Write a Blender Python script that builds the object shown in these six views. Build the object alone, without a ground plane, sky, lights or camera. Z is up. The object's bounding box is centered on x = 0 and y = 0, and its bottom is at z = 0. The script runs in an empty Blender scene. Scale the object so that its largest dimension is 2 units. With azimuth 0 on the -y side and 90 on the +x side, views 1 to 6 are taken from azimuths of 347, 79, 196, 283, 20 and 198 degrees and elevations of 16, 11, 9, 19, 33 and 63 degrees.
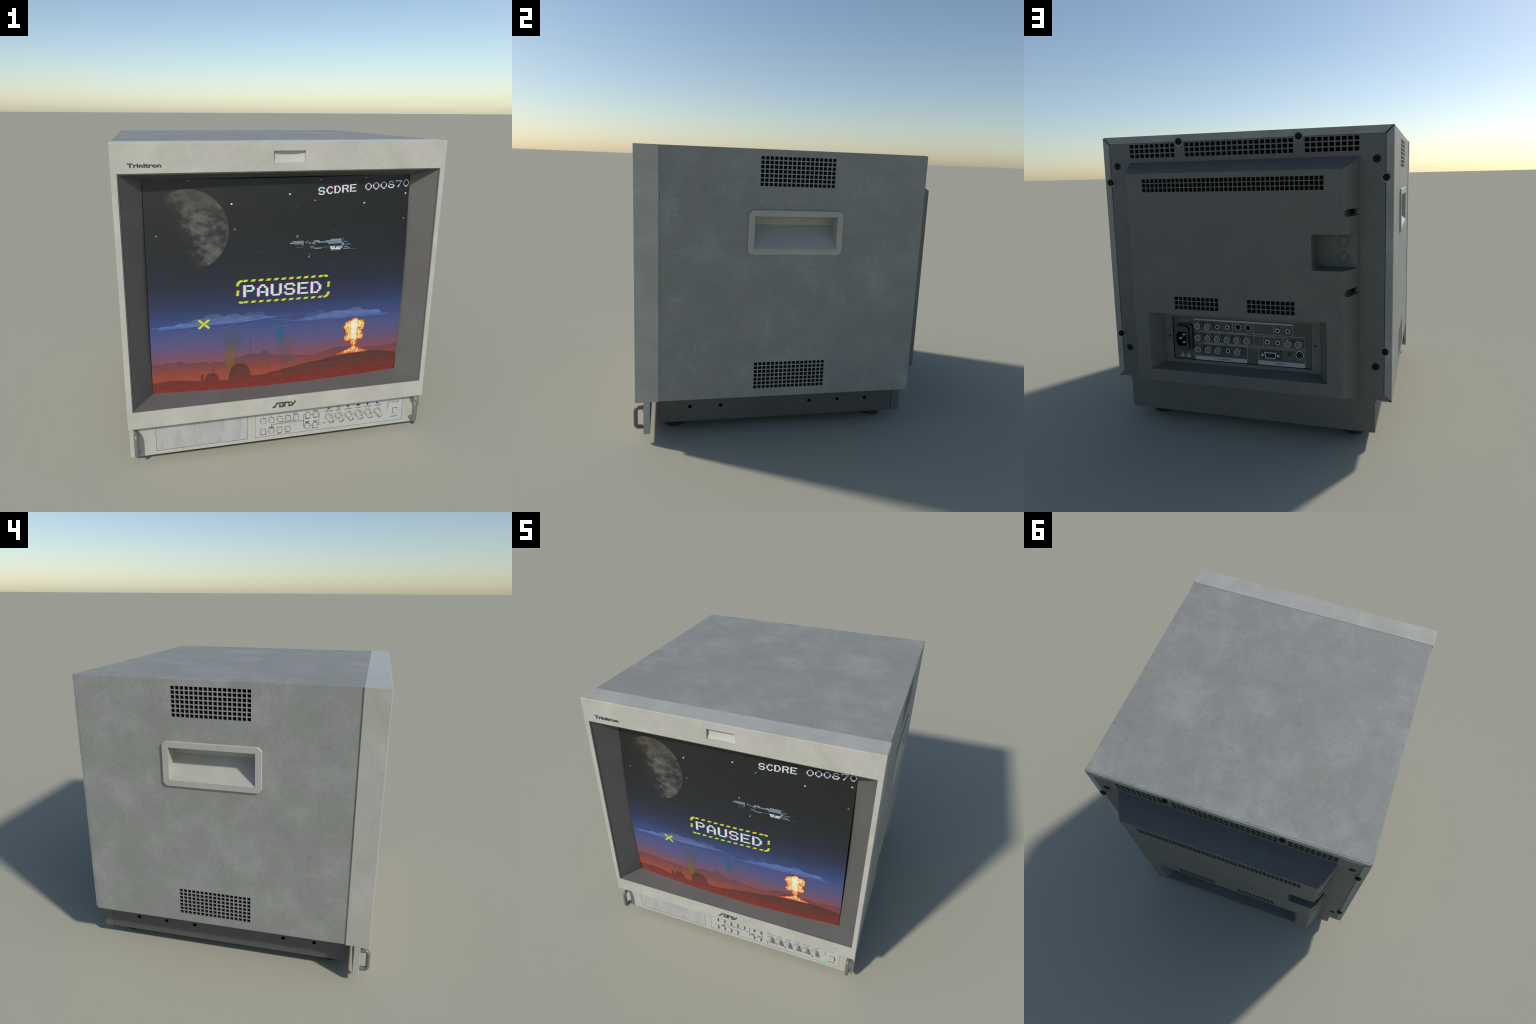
# Broadcast CRT monitor, built part by part.  Metres, z up, the screen faces -y.
import bpy, bmesh, math, random
from mathutils import Vector

random.seed(7)
scene = bpy.context.scene

# ----------------------------------------------------------------------------
# small mesh builder
# ----------------------------------------------------------------------------
class Mesh:
    def __init__(self):
        self.v, self.f, self.m = [], [], []

    def add(self, verts, faces, mat=0):
        o = len(self.v)
        self.v += [tuple(p) for p in verts]
        for f in faces:
            self.f.append([i + o for i in f])
            self.m.append(mat)

    def quad(self, a, b, c, d, mat=0):
        self.add([a, b, c, d], [(0, 1, 2, 3)], mat)

    def box(self, x0, x1, y0, y1, z0, z1, mat=0):
        vs = [(x, y, z) for z in (z0, z1) for y in (y0, y1) for x in (x0, x1)]
        self.add(vs, [(0, 2, 3, 1), (4, 5, 7, 6), (0, 1, 5, 4), (2, 6, 7, 3), (0, 4, 6, 2), (1, 3, 7, 5)], mat)

    def loft(self, rings, mat=0, cap0=True, cap1=True, closed=True):
        n = len(rings[0])
        vs = [p for r in rings for p in r]
        fs = []
        for k in range(len(rings) - 1):
            for i in range(n if closed else n - 1):
                j = (i + 1) % n
                fs.append((k * n + i, k * n + j, (k + 1) * n + j, (k + 1) * n + i))
        if cap0:
            fs.append(tuple(range(n))[::-1])
        if cap1:
            fs.append(tuple((len(rings) - 1) * n + i for i in range(n)))
        self.add(vs, fs, mat)

    def lathe(self, profile, n=24, centre=(0, 0, 0), sign=-1, mat=0, cap0=True, cap1=True):
        """profile of (radius, distance) swept about the y axis, growing towards sign*y"""
        rings = []
        for r, d in profile:
            rings.append([(centre[0] + r * math.cos(2 * math.pi * i / n), centre[1] + sign * d,
                           centre[2] + r * math.sin(2 * math.pi * i / n)) for i in range(n)])
        self.loft(rings, mat, cap0, cap1)

    def prism(self, pts, y0, y1, mat=0):
        """polygon of (x, z) points extruded along y"""
        self.loft([[(x, y0, z) for x, z in pts], [(x, y1, z) for x, z in pts]], mat)


def rounded_rect(x0, x1, z0, z1, r, n=4):
    pts = []
    for cx, cz, a0 in ((x1 - r, z1 - r, 0), (x0 + r, z1 - r, 90), (x0 + r, z0 + r, 180), (x1 - r, z0 + r, 270)):
        for i in range(n + 1):
            a = math.radians(a0 + 90 * i / n)
            pts.append((cx + r * math.cos(a), cz + r * math.sin(a)))
    return pts


def finish(name, mesh, mats, parent=None, smooth=None, location=(0, 0, 0), bevel=None, stuff=False):
    me = bpy.data.meshes.new(name)
    me.from_pydata(mesh.v, [], mesh.f)
    for m in mats:
        me.materials.append(m)
    for p, i in zip(me.polygons, mesh.m):
        p.material_index = i
    bm = bmesh.new()
    bm.from_mesh(me)
    bmesh.ops.remove_doubles(bm, verts=bm.verts, dist=1e-6)
    bmesh.ops.recalc_face_normals(bm, faces=bm.faces)
    if bevel:
        es = [e for e in bm.edges if len(e.link_faces) == 2 and e.calc_face_angle(0) > math.radians(35)]
        bmesh.ops.bevel(bm, geom=es, offset=bevel[0], segments=bevel[1], affect='EDGES', profile=0.5, clamp_overlap=True)
    bm.to_mesh(me)
    bm.free()
    ob = bpy.data.objects.new(name, me)
    scene.collection.objects.link(ob)
    ob.location = location
    if parent:
        ob.parent = parent
    if smooth is not None:
        shade(ob, smooth)
    if stuff:
        ob["kind"] = "stuff"
    return ob


def shade(ob, angle):
    me = ob.data
    bm = bmesh.new()
    bm.from_mesh(me)
    for f in bm.faces:
        f.smooth = True
    for e in bm.edges:
        e.smooth = not (len(e.link_faces) == 2 and e.calc_face_angle(0) > math.radians(angle))
    bm.to_mesh(me)
    bm.free()


def cut(ob, cutters):
    """subtract closed cutter meshes (Mesh, material) from ob, keeping the cutters' materials"""
    helpers = []
    for i, (cm, mat) in enumerate(cutters):
        c = finish("cutter_helper", cm, [mat])
        helpers.append(c)
        md = ob.modifiers.new("cut", 'BOOLEAN')
        md.operation = 'DIFFERENCE'
        md.solver = 'EXACT'
        md.object = c
        md.material_mode = 'TRANSFER'
    bpy.context.view_layer.update()
    dg = bpy.context.evaluated_depsgraph_get()
    me = bpy.data.meshes.new_from_object(ob.evaluated_get(dg))
    ob.modifiers.clear()
    old = ob.data
    me.name = old.name
    ob.data = me
    for c in helpers:
        bpy.data.objects.remove(c, do_unlink=True)
    return ob


def instance(ob, name, location, rotation=None):
    o = ob.copy()
    o.name = name
    o.location = location
    if rotation:
        o.rotation_euler = rotation
    scene.collection.objects.link(o)
    return o


def text_into(mesh, s, x0, x1, z0, z1, y, depth=0.001, side=-1, mat=0, bold=0.0, keep=False):
    """set a word in the built-in font into the rectangle x0..x1, z0..z1 on a wall facing side*y"""
    cu = bpy.data.curves.new("word", 'FONT')
    cu.body = s
    cu.extrude = 0.5
    cu.offset = bold
    cu.resolution_u = 3
    ob = bpy.data.objects.new("word", cu)
    scene.collection.objects.link(ob)
    bpy.context.view_layer.update()
    dg = bpy.context.evaluated_depsgraph_get()
    me = bpy.data.meshes.new_from_object(ob.evaluated_get(dg))
    xs = [v.co.x for v in me.vertices]
    zs = [v.co.y for v in me.vertices]
    ax, bx, az, bz = min(xs), max(xs), min(zs), max(zs)
    if keep:                                       # keep letter proportions: fit height, centre on x
        w = (bx - ax) * (z1 - z0) / (bz - az)
        c = (x0 + x1) / 2
        x0, x1 = c - w / 2, c + w / 2
    vs = []
    for v in me.vertices:
        fx = (v.co.x - ax) / (bx - ax)
        X = x0 + (x1 - x0) * fx if side < 0 else x1 - (x1 - x0) * fx
        vs.append((X, y + side * depth * (v.co.z + 0.5), z0 + (z1 - z0) * (v.co.y - az) / (bz - az)))
    mesh.add(vs, [tuple(p.vertices) for p in me.polygons], mat)
    bpy.data.objects.remove(ob, do_unlink=True)
    bpy.data.curves.remove(cu)
    bpy.data.meshes.remove(me)


def ribbon(path, w, closed=False):
    """left and right borders of a stroke of width w along 2D points, mitred"""
    n = len(path)
    L, R = [], []
    for i in range(n):
        p = Vector(path[i])
        a = Vector(path[i - 1]) if (i > 0 or closed) else None
        b = Vector(path[(i + 1) % n]) if (i < n - 1 or closed) else None
        d1 = (p - a).normalized() if a is not None else None
        d2 = (b - p).normalized() if b is not None else None
        d1 = d1 or d2
        d2 = d2 or d1
        n1, n2 = Vector((-d1.y, d1.x)), Vector((-d2.y, d2.x))
        m = (n1 + n2)
        m.normalize()
        k = min(2.0, 1 / max(0.3, m.dot(n1)))
        L.append(p + m * (w / 2 * k))
        R.append(p - m * (w / 2 * k))
    return L, R


def stroke(mesh, path, w, y0, y1, closed=False, mat=0):
    """stroke of width w along (x, z) points, extruded between y0 and y1"""
    L, R = ribbon(path, w, closed)
    n = len(path)
    for i in range(n if closed else n - 1):
        j = (i + 1) % n
        q = [L[i], L[j], R[j], R[i]]
        mesh.prism([(p.x, p.y) for p in q], y0, y1, mat)


def tube(mesh, pts, r, n=12, mat=0):
    rings = []
    for i, p in enumerate(pts):
        a = pts[max(0, i - 1)]
        b = pts[min(len(pts) - 1, i + 1)]
        t = (Vector(b) - Vector(a)).normalized()
        s = Vector((1, 0, 0))
        u = t.cross(s).normalized()
        rings.append([tuple(Vector(p) + (s * math.cos(2 * math.pi * k / n) + u * math.sin(2 * math.pi * k / n)) * r) for k in range(n)])
    mesh.loft(rings, mat)


# ----------------------------------------------------------------------------
# materials
# ----------------------------------------------------------------------------
def lin(c):
    c = c / 255.0
    return c / 12.92 if c <= 0.04045 else ((c + 0.055) / 1.055) ** 2.4


def rgb(r, g, b, k=1.0):
    return (min(1, lin(r) * k), min(1, lin(g) * k), min(1, lin(b) * k), 1.0)


class Nodes:
    def __init__(self, name):
        self.mat = bpy.data.materials.new(name)
        self.mat.use_nodes = True
        self.t = self.mat.node_tree
        self.t.nodes.clear()
        self.out = self.t.nodes.new('ShaderNodeOutputMaterial')
        self.b = self.t.nodes.new('ShaderNodeBsdfPrincipled')
        self.t.links.new(self.b.outputs[0], self.out.inputs[0])

    def new(self, kind, **kw):
        n = self.t.nodes.new(kind)
        for k, v in kw.items():
            setattr(n, k, v)
        return n

    def link(self, a, b):
        self.t.links.new(a, b)

    def put(self, sock, v):
        if hasattr(v, 'is_linked') or hasattr(v, 'links'):
            self.link(v, sock)
        else:
            sock.default_value = v

    def math(self, op, a, b=0.0, c=0.0, clamp=False):
        n = self.new('ShaderNodeMath', operation=op)
        n.use_clamp = clamp
        for i, v in enumerate((a, b, c)):
            self.put(n.inputs[i], v)
        return n.outputs[0]

    def coord(self, which='Object'):
        return self.new('ShaderNodeTexCoord').outputs[which]

    def mapped(self, vec, scale=(1, 1, 1), loc=(0, 0, 0), rot=(0, 0, 0)):
        m = self.new('ShaderNodeMapping')
        self.link(vec, m.inputs[0])
        m.inputs['Location'].default_value = loc
        m.inputs['Rotation'].default_value = rot
        m.inputs['Scale'].default_value = scale
        return m.outputs[0]

    def noise(self, vec, scale, detail=4, rough=0.55, dist=0.0):
        n = self.new('ShaderNodeTexNoise')
        self.link(vec, n.inputs['Vector'])
        n.inputs['Scale'].default_value = scale
        n.inputs['Detail'].default_value = detail
        n.inputs['Roughness'].default_value = rough
        n.inputs['Distortion'].default_value = dist
        return n.outputs['Fac']

    def ramp(self, fac, stops, interp='LINEAR'):
        n = self.new('ShaderNodeValToRGB')
        n.color_ramp.interpolation = interp
        e = n.color_ramp.elements
        while len(e) < len(stops):
            e.new(0.5)
        for el, (p, c) in zip(e, stops):
            el.position = p
            el.color = c if hasattr(c, '__len__') else (c, c, c, 1)
        self.put(n.inputs[0], fac)
        return n.outputs[0]

    def mix(self, fac, a, b, mode='MIX'):
        n = self.new('ShaderNodeMix', data_type='RGBA', blend_type=mode)
        self.put(n.inputs[0], fac)
        self.put(n.inputs[6], a)
        self.put(n.inputs[7], b)
        return n.outputs[2]

    def smooth(self, v, a, b):
        n = self.new('ShaderNodeMapRange', interpolation_type='SMOOTHSTEP')
        self.put(n.inputs[0], v)
        n.inputs[1].default_value = a
        n.inputs[2].default_value = b
        return n.outputs[0]

    def bump(self, h, strength=0.1, dist=0.01):
        n = self.new('ShaderNodeBump')
        n.inputs['Strength'].default_value = strength
        n.inputs['Distance'].default_value = dist
        self.link(h, n.inputs['Height'])
        self.link(n.outputs[0], self.b.inputs['Normal'])

    def set(self, color=None, rough=0.5, metal=0.0, spec=0.5):
        if color is not None:
            self.put(self.b.inputs['Base Color'], color)
        self.put(self.b.inputs['Roughness'], rough)
        self.b.inputs['Metallic'].default_value = metal
        self.b.inputs['Specular IOR Level'].default_value = spec
        return self.mat


def scale_col(c, k):
    return (c[0] * k, c[1] * k, c[2] * k, 1)


def painted(name, base, tint_a, tint_b, rough=0.5, amount=1.0, spec=0.5, seed=0.0, metal=0.0, scale=3.4, grain=1.0):
    """weathered paint: cloudy blotches between two tints, faint wipe smears, grain and small dark specks"""
    n = Nodes(name)
    co = n.mapped(n.coord(), loc=(seed, seed * 0.7, seed * 1.3))
    cloud = n.noise(co, scale, 8, 0.62, 0.25)
    hue = n.noise(n.mapped(co, loc=(4.1, 2.2, 7.7)), scale * 0.75, 6, 0.6, 0.2)
    smear = n.noise(n.mapped(co, scale=(4, 4, 15), rot=(0.5, 0.9, 0.3)), scale * 0.4, 6, 0.65, 0.5)
    fine = n.noise(n.mapped(co, loc=(1.7, 5.2, 3.3)), scale * 9, 4, 0.65)
    tone = n.mix(n.smooth(hue, 0.40, 0.60), base, tint_a)
    tone = n.mix(n.math('MULTIPLY', n.smooth(cloud, 0.42, 0.78), amount), tone, tint_b)
    tone = n.mix(n.math('MULTIPLY', n.smooth(cloud, 0.46, 0.22), 0.20 * amount), tone, scale_col(base, 0.5))
    tone = n.mix(n.math('MULTIPLY', n.smooth(smear, 0.50, 0.80), 0.35 * amount), tone, scale_col(tint_b, 1.05))
    tone = n.mix(n.math('MULTIPLY', n.smooth(fine, 0.50, 0.25), 0.16 * grain), tone, scale_col(base, 0.6))
    tone = n.mix(n.math('MULTIPLY', n.smooth(fine, 0.52, 0.80), 0.22 * grain), tone, tint_b)
    speck = n.noise(n.mapped(co, loc=(9, 3, 1)), 24, 2, 0.5)
    tone = n.mix(n.math('MULTIPLY', n.smooth(speck, 0.74, 0.80), 0.25), tone, scale_col(base, 0.5))
    r = n.math('ADD', n.math('MULTIPLY', cloud, 0.22), rough - 0.11)
    n.bump(n.noise(co, 120, 2, 0.5), 0.02, 0.001)
    return n.set(tone, r, metal, spec)


def plain(name, col, rough=0.5, metal=0.0, spec=0.5, vary=0.12, scale=30):
    n = Nodes(name)
    f = n.noise(n.coord(), scale, 3, 0.5)
    c = n.mix(f, scale_col(col, 1 - vary), scale_col(col, 1 + vary))
    return n.set(c, rough, metal, spec)


M = {}
M['cabinet'] = painted("cabinet_paint", (0.274, 0.268, 0.255, 1), (0.264, 0.271, 0.243, 1), (0.355, 0.361, 0.330, 1), 0.58, 0.75, spec=0.28, scale=4.6, grain=1.9)
M['bezel'] = painted("bezel_plastic", (0.440, 0.420, 0.392, 1), (0.415, 0.412, 0.345, 1), (0.505, 0.500, 0.425, 1), 0.28, 0.75, seed=3.0, scale=6.0, grain=1.2)
M['grip'] = painted("grip_plastic", (0.420, 0.405, 0.360, 1), (0.400, 0.393, 0.340, 1), (0.46, 0.45, 0.395, 1), 0.5, 0.7, seed=8.0, scale=6.0)
M['mask'] = painted("mask_plastic", (0.104, 0.099, 0.094, 1), (0.100, 0.099, 0.093, 1), (0.122, 0.119, 0.112, 1), 0.5, 0.6, seed=5.0)
M['rear'] = painted("rear_cover_plastic", (0.117, 0.113, 0.101, 1), (0.110, 0.114, 0.100, 1), (0.138, 0.138, 0.123, 1), 0.55, 0.8, seed=11.0, scale=4.6, grain=1.8)
M['base'] = painted("chassis_metal", (0.085, 0.085, 0.084, 1), (0.088, 0.086, 0.080, 1), (0.115, 0.112, 0.105, 1), 0.5, 0.6, seed=14.0)
M['black'] = plain("deep_black", (0.006, 0.006, 0.007, 1), 0.9, spec=0.1)  # near-black, for real hollows and for dark inlays that stand in for them
M['vent_edge'] = plain("shade_dark_vent_wall", (0.085, 0.084, 0.080, 1), 0.45, vary=0.5, scale=45)  # hole walls coloured dark in place of shade inside the vents
M['seam'] = plain("seam_shadow_gap", (0.02, 0.02, 0.02, 1), 0.9, spec=0.1)
M['rubber'] = plain("black_rubber", (0.016, 0.016, 0.016, 1), 0.7)
M['screw'] = plain("black_oxide_steel", (0.008, 0.008, 0.008, 1), 0.5, 0.0, spec=0.2)
M['handle'] = plain("handle_plastic", (0.148, 0.146, 0.138, 1), 0.33, 0.0, vary=0.06)
M['ink'] = plain("dark_ink", (0.035, 0.034, 0.032, 1), 0.5)
M['logo'] = plain("logo_metal", (0.10, 0.10, 0.09, 1), 0.28, 0.6)
M['panel_grey'] = painted("control_plate", (0.445, 0.44, 0.425, 1), (0.43, 0.435, 0.425, 1), (0.48, 0.475, 0.46, 1), 0.4, 0.5, seed=21.0)
M['button'] = plain("button_plastic", (0.42, 0.42, 0.35, 1), 0.4, vary=0.05)
M['mark'] = plain("grey_print_and_notch", (0.12, 0.12, 0.115, 1), 0.5)
M['mark_dark'] = plain("black_print_and_gap", (0.035, 0.035, 0.035, 1), 0.5)
M['steel'] = plain("nickel_plating", (0.27, 0.275, 0.275, 1), 0.3, 0.85, vary=0.08)
M['tip'] = plain("connector_rim", (0.52, 0.52, 0.50, 1), 0.35, 0.3, vary=0.05)
M['insulator'] = plain("connector_insulator", (0.19, 0.19, 0.18, 1), 0.5)
M['panel_dark'] = painted("connector_plate", (0.062, 0.064, 0.062, 1), (0.058, 0.062, 0.058, 1), (0.075, 0.077, 0.075, 1), 0.5, 0.5, seed=17.0)
M['socket'] = plain("black_plastic", (0.028, 0.028, 0.028, 1), 0.45)
M['print_white'] = plain("white_print", (0.36, 0.37, 0.38, 1), 0.6, vary=0.05)
M['print_line'] = plain("faded_print", (0.215, 0.22, 0.22, 1), 0.6, vary=0.05)
M['lamp'] = plain("tally_lamp_lens", (0.47, 0.46, 0.41, 1), 0.2, vary=0.03)


def speaker_material():
    n = Nodes("speaker_mesh_cloth")
    co = n.coord()
    v = n.new('ShaderNodeTexVoronoi')
    n.link(co, v.inputs['Vector'])
    v.inputs['Scale'].default_value = 260
    v.inputs['Randomness'].default_value = 0.0
    dots = n.smooth(v.outputs['Distance'], 0.22, 0.5)
    cloud = n.noise(n.mapped(co, scale=(1, 1, 0.45)), 14, 4, 0.6)
    c = n.mix(n.smooth(cloud, 0.35, 0.62), (0.36, 0.36, 0.345, 1), (0.44, 0.44, 0.425, 1))
    c = n.mix(n.math('MULTIPLY', n.math('SUBTRACT', 1.0, dots), 0.4), c, (0.25, 0.25, 0.25, 1))
    n.bump(dots, 0.3, 0.001)
    return n.set(c, 0.5)


M['speaker'] = speaker_material()


def led_material():
    n = Nodes("green_indicator")
    n.set((0.03, 0.55, 0.03, 1), 0.3)
    n.b.inputs['Emission Color'].default_value = (0.04, 0.8, 0.04, 1)
    n.b.inputs['Emission Strength'].default_value = 0.4
    return n.mat


M['led'] = led_material()

PIC = 1.0 / 0.86                       # picture colours were judged as lit; this undoes the light


def raster(n, col):
    """fine line and column raster of the picture tube over a colour"""
    sep = n.new('ShaderNodeSeparateXYZ')
    n.link(n.coord(), sep.inputs[0])
    rows = n.math('SINE', n.math('MULTIPLY', sep.outputs[2], 2 * math.pi / 0.0052))
    cols = n.math('SINE', n.math('MULTIPLY', sep.outputs[0], 2 * math.pi / 0.0047))
    k = n.math('ADD', n.math('MULTIPLY', rows, 0.24), n.math('MULTIPLY', cols, 0.10))
    grain = n.noise(n.mapped(n.coord(), scale=(210, 1, 260)), 1.0, 2, 0.6)
    k = n.math('ADD', k, n.math('ADD', 0.77, n.math('MULTIPLY', grain, 0.30)))
    tintf = n.noise(n.mapped(n.coord(), scale=(90, 1, 5)), 1.0, 2, 0.5)
    col = n.mix(0.22, col, n.mix(1.0, col, n.ramp(tintf, [(0.3, (0.7, 1.15, 1.5, 1)), (0.5, (1, 1, 1, 1)), (0.7, (1.5, 0.95, 0.7, 1))]), 'MULTIPLY'))
    comb = n.new('ShaderNodeCombineXYZ')
    for i in range(3):
        n.link(k, comb.inputs[i])
    return n.mix(1.0, col, comb.outputs[0], 'MULTIPLY')


SCREEN_ROUGH, SCREEN_SPEC = 0.42, 0.5


def smears(n, c, x, z):
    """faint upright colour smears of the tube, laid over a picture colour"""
    for cx, cz, sx, sz, col, k in ((-0.312, 0.62, 0.026, 0.10, rgb(110, 86, 28, PIC), 0.8), (-0.30, 0.74, 0.06, 0.09, rgb(66, 76, 88, PIC), 0.6),
                                   (-0.012, 0.755, 0.034, 0.07, rgb(34, 82, 118, PIC), 0.75), (0.03, 0.64, 0.05, 0.11, rgb(88, 72, 80, PIC), 0.45)):
        dx = n.math('DIVIDE', n.math('SUBTRACT', x, cx), sx)
        dz = n.math('DIVIDE', n.math('SUBTRACT', z, cz), sz)
        d = n.math('ADD', n.math('MULTIPLY', dx, dx), n.math('MULTIPLY', dz, dz))
        c = n.mix(n.math('MULTIPLY', n.smooth(d, 1.6, 0.0), k), c, col)
    return c


def picture(name, stops, z0=0.40, z1=1.68, grit=0.0, smeared=False):
    """flat picture colour, or a vertical colour gradient between two heights of the picture, with streaky grit"""
    n = Nodes(name)
    if len(stops) == 1:
        c = stops[0][1]
    else:
        sep = n.new('ShaderNodeSeparateXYZ')
        n.link(n.coord(), sep.inputs[0])
        f = n.math('DIVIDE', n.math('SUBTRACT', sep.outputs[2], z0), z1 - z0)
        c = n.ramp(f, [((z - z0) / (z1 - z0), col) for z, col in stops])
    if smeared:
        c = smears(n, c, sep.outputs[0], sep.outputs[2])
    if grit:
        g = n.noise(n.mapped(n.coord(), scale=(16, 1, 75)), 1.0, 5, 0.65)
        k = n.ramp(g, [(0.25, 1 - 0.5 * grit), (0.5, 1.0), (0.75, 1 + 0.6 * grit)])
        c = n.mix(1.0, c, k, 'MULTIPLY')
    return n.set(raster(n, c), SCREEN_ROUGH, 0, SCREEN_SPEC)


SKY = [(0.42, rgb(160, 70, 50, PIC)), (0.50, rgb(160, 72, 54, PIC)), (0.57, rgb(140, 70, 66, PIC)), (0.63, rgb(112, 74, 92, PIC)),
       (0.70, rgb(86, 78, 114, PIC)), (0.78, rgb(68, 76, 122, PIC)), (0.86, rgb(50, 66, 112, PIC)), (0.95, rgb(40, 50, 80, PIC)),
       (1.06, rgb(34, 38, 54, PIC)), (1.20, rgb(28, 31, 36, PIC)), (1.45, rgb(25, 27, 26, PIC))]


def screen_material():
    n = Nodes("picture_tube_glass")
    sep = n.new('ShaderNodeSeparateXYZ')
    n.link(n.coord(), sep.inputs[0])
    x, z = sep.outputs[0], sep.outputs[2]
    z0, z1 = 0.40, 1.68
    wob = n.math('MULTIPLY', n.math('SUBTRACT', n.noise(n.mapped(n.coord(), scale=(1, 1, 6)), 4, 3), 0.5), 0.03)
    f = n.math('DIVIDE', n.math('SUBTRACT', n.math('ADD', z, wob), z0), z1 - z0)
    c = n.ramp(f, [((a - z0) / (z1 - z0), b) for a, b in SKY])
    c = smears(n, c, x, z)
    # half lit moon
    dx = n.math('SUBTRACT', x, -0.538)
    dz = n.math('SUBTRACT', z, 1.388)
    d = n.math('SQRT', n.math('ADD', n.math('MULTIPLY', dx, dx), n.math('MULTIPLY', dz, dz)))
    disc = n.smooth(d, 0.2255, 0.2225)
    lit = n.math('ADD', n.math('MULTIPLY', n.math('SUBTRACT', x, -0.515), 0.95), n.math('MULTIPLY', dz, 0.40))
    spots = n.noise(n.mapped(n.coord(), scale=(0.9, 1, 1.25), rot=(0, -0.6, 0)), 20, 8, 0.72)
    big = n.noise(n.mapped(n.coord(), loc=(0.3, 0, 0.9), rot=(0, 0.5, 0)), 7, 2, 0.5)
    light = n.smooth(n.math('ADD', lit, n.math('MULTIPLY', n.math('SUBTRACT', spots, 0.5), 0.22)), -0.060, 0.045)
    glow = n.math('MULTIPLY', n.smooth(lit, -0.12, 0.02), 0.16)
    patch = n.smooth(n.math('ADD', n.math('MULTIPLY', spots, 0.65), n.math('MULTIPLY', big, 0.35)), 0.40, 0.60)
    face = n.mix(patch, rgb(38, 40, 39, PIC), rgb(88, 88, 82, PIC))
    face = n.mix(n.math('MULTIPLY', n.smooth(dz, 0.06, 0.2), 0.7), face, rgb(66, 62, 52, PIC))
    c = n.mix(n.math('MULTIPLY', disc, n.math('MAXIMUM', light, glow)), c, face)
    # faint dust and tiny dashes of distant stars
    dust = n.noise(n.mapped(n.coord(), scale=(60, 1, 240)), 1.0, 0, 0.5)
    c = n.mix(n.math('MULTIPLY', n.smooth(dust, 0.86, 0.93), 0.35), c, rgb(150, 150, 165, PIC))
    return n.set(raster(n, c), SCREEN_ROUGH, 0, SCREEN_SPEC)


M['screen'] = screen_material()
M['hill_far'] = picture("picture_far_hills", [(0.42, rgb(152, 66, 48, PIC)), (0.50, rgb(146, 68, 52, PIC)), (0.57, rgb(118, 62, 60, PIC)), (0.62, rgb(94, 62, 76, PIC)), (0.66, rgb(84, 64, 86, PIC))], grit=0.25, smeared=True)
M['hill_near'] = picture("picture_near_hills", [(0.41, rgb(128, 46, 38, PIC)), (0.455, rgb(112, 46, 39, PIC)), (0.50, rgb(94, 48, 41, PIC)), (0.56, rgb(80, 47, 43, PIC))], grit=0.5)
M['cloud'] = picture("picture_clouds", [(0.80, rgb(56, 76, 130, PIC)), (0.84, rgb(84, 104, 156, PIC)), (0.87, rgb(80, 94, 136, PIC)), (0.91, rgb(64, 76, 108, PIC))], grit=0.7)
M['cloud_back'] = picture("picture_cloud_shadows", [(0.82, rgb(60, 80, 130, PIC)), (0.91, rgb(62, 74, 108, PIC))], grit=0.5)
M['cloud_streak'] = picture("picture_cloud_streaks", [(0.8, rgb(72, 96, 156, PIC))], grit=0.6)
M['pic_white'] = picture("picture_white", [(0, (0.74, 0.76, 0.73, 1))])
M['pic_magenta'] = picture("picture_magenta", [(0, (0.55, 0.12, 0.50, 1))])
M['pic_cyan'] = picture("picture_cyan", [(0, (0.10, 0.55, 0.45, 1))])
M['pic_yellow'] = picture("picture_yellow", [(0, (0.60, 0.68, 0.04, 1))])
M['pic_orange'] = picture("picture_orange", [(0, (0.62, 0.22, 0.03, 1))])
M['pic_green'] = picture("picture_green", [(0, (0.22, 0.60, 0.05, 1))])
M['fire_red'] = picture("picture_fire_red", [(0, (0.62, 0.09, 0.03, 1))])
M['fire_orange'] = picture("picture_fire_orange", [(0, (0.80, 0.30, 0.05, 1))])
M['fire_yellow'] = picture("picture_fire_yellow", [(0, (0.88, 0.72, 0.25, 1))])
M['fire_white'] = picture("picture_fire_white", [(0, (0.92, 0.89, 0.75, 1))])
M['star_dim'] = picture("picture_dim_star", [(0, (0.065, 0.075, 0.13, 1))])
M['star'] = picture("picture_star", [(0, (0.15, 0.20, 0.26, 1))])
M['ship'] = picture("picture_ship_hull", [(0, (0.20, 0.26, 0.32, 1))])
M['ship_dim'] = picture("picture_ship_shade", [(0, (0.08, 0.11, 0.13, 1))])

# ----------------------------------------------------------------------------
# the thing
# ----------------------------------------------------------------------------
thing = bpy.data.objects.new("video_monitor", None)
scene.collection.objects.link(thing)
thing["label"] = "old boxy grey studio tube monitor showing a paused space game"
thing["category"] = "monitor"

# principal sizes
CX, CYF, CYB, CZ0, CZ1 = 0.9070, -0.842, 0.828, 0.2715, 1.8598     # sheet metal cabinet
BX, BYF, BZ0 = 0.9130, -0.988, 0.270                              # front bezel
BACK = 0.838                                                     # rear flange plane
COVER = 0.8355                                                   # rear cover plane
HUMP = 1.000                                                     # rear bulge plane

# ---- cabinet ---------------------------------------------------------------
m = Mesh()
m.box(-CX, CX, CYF, CYB, CZ0, CZ1)
cabinet = finish("cabinet", m, [M['cabinet'], M['seam']], thing, bevel=(0.0025, 2))
for p in cabinet.data.polygons:
    if p.normal.y > 0.9:
        p.material_index = 1

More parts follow.
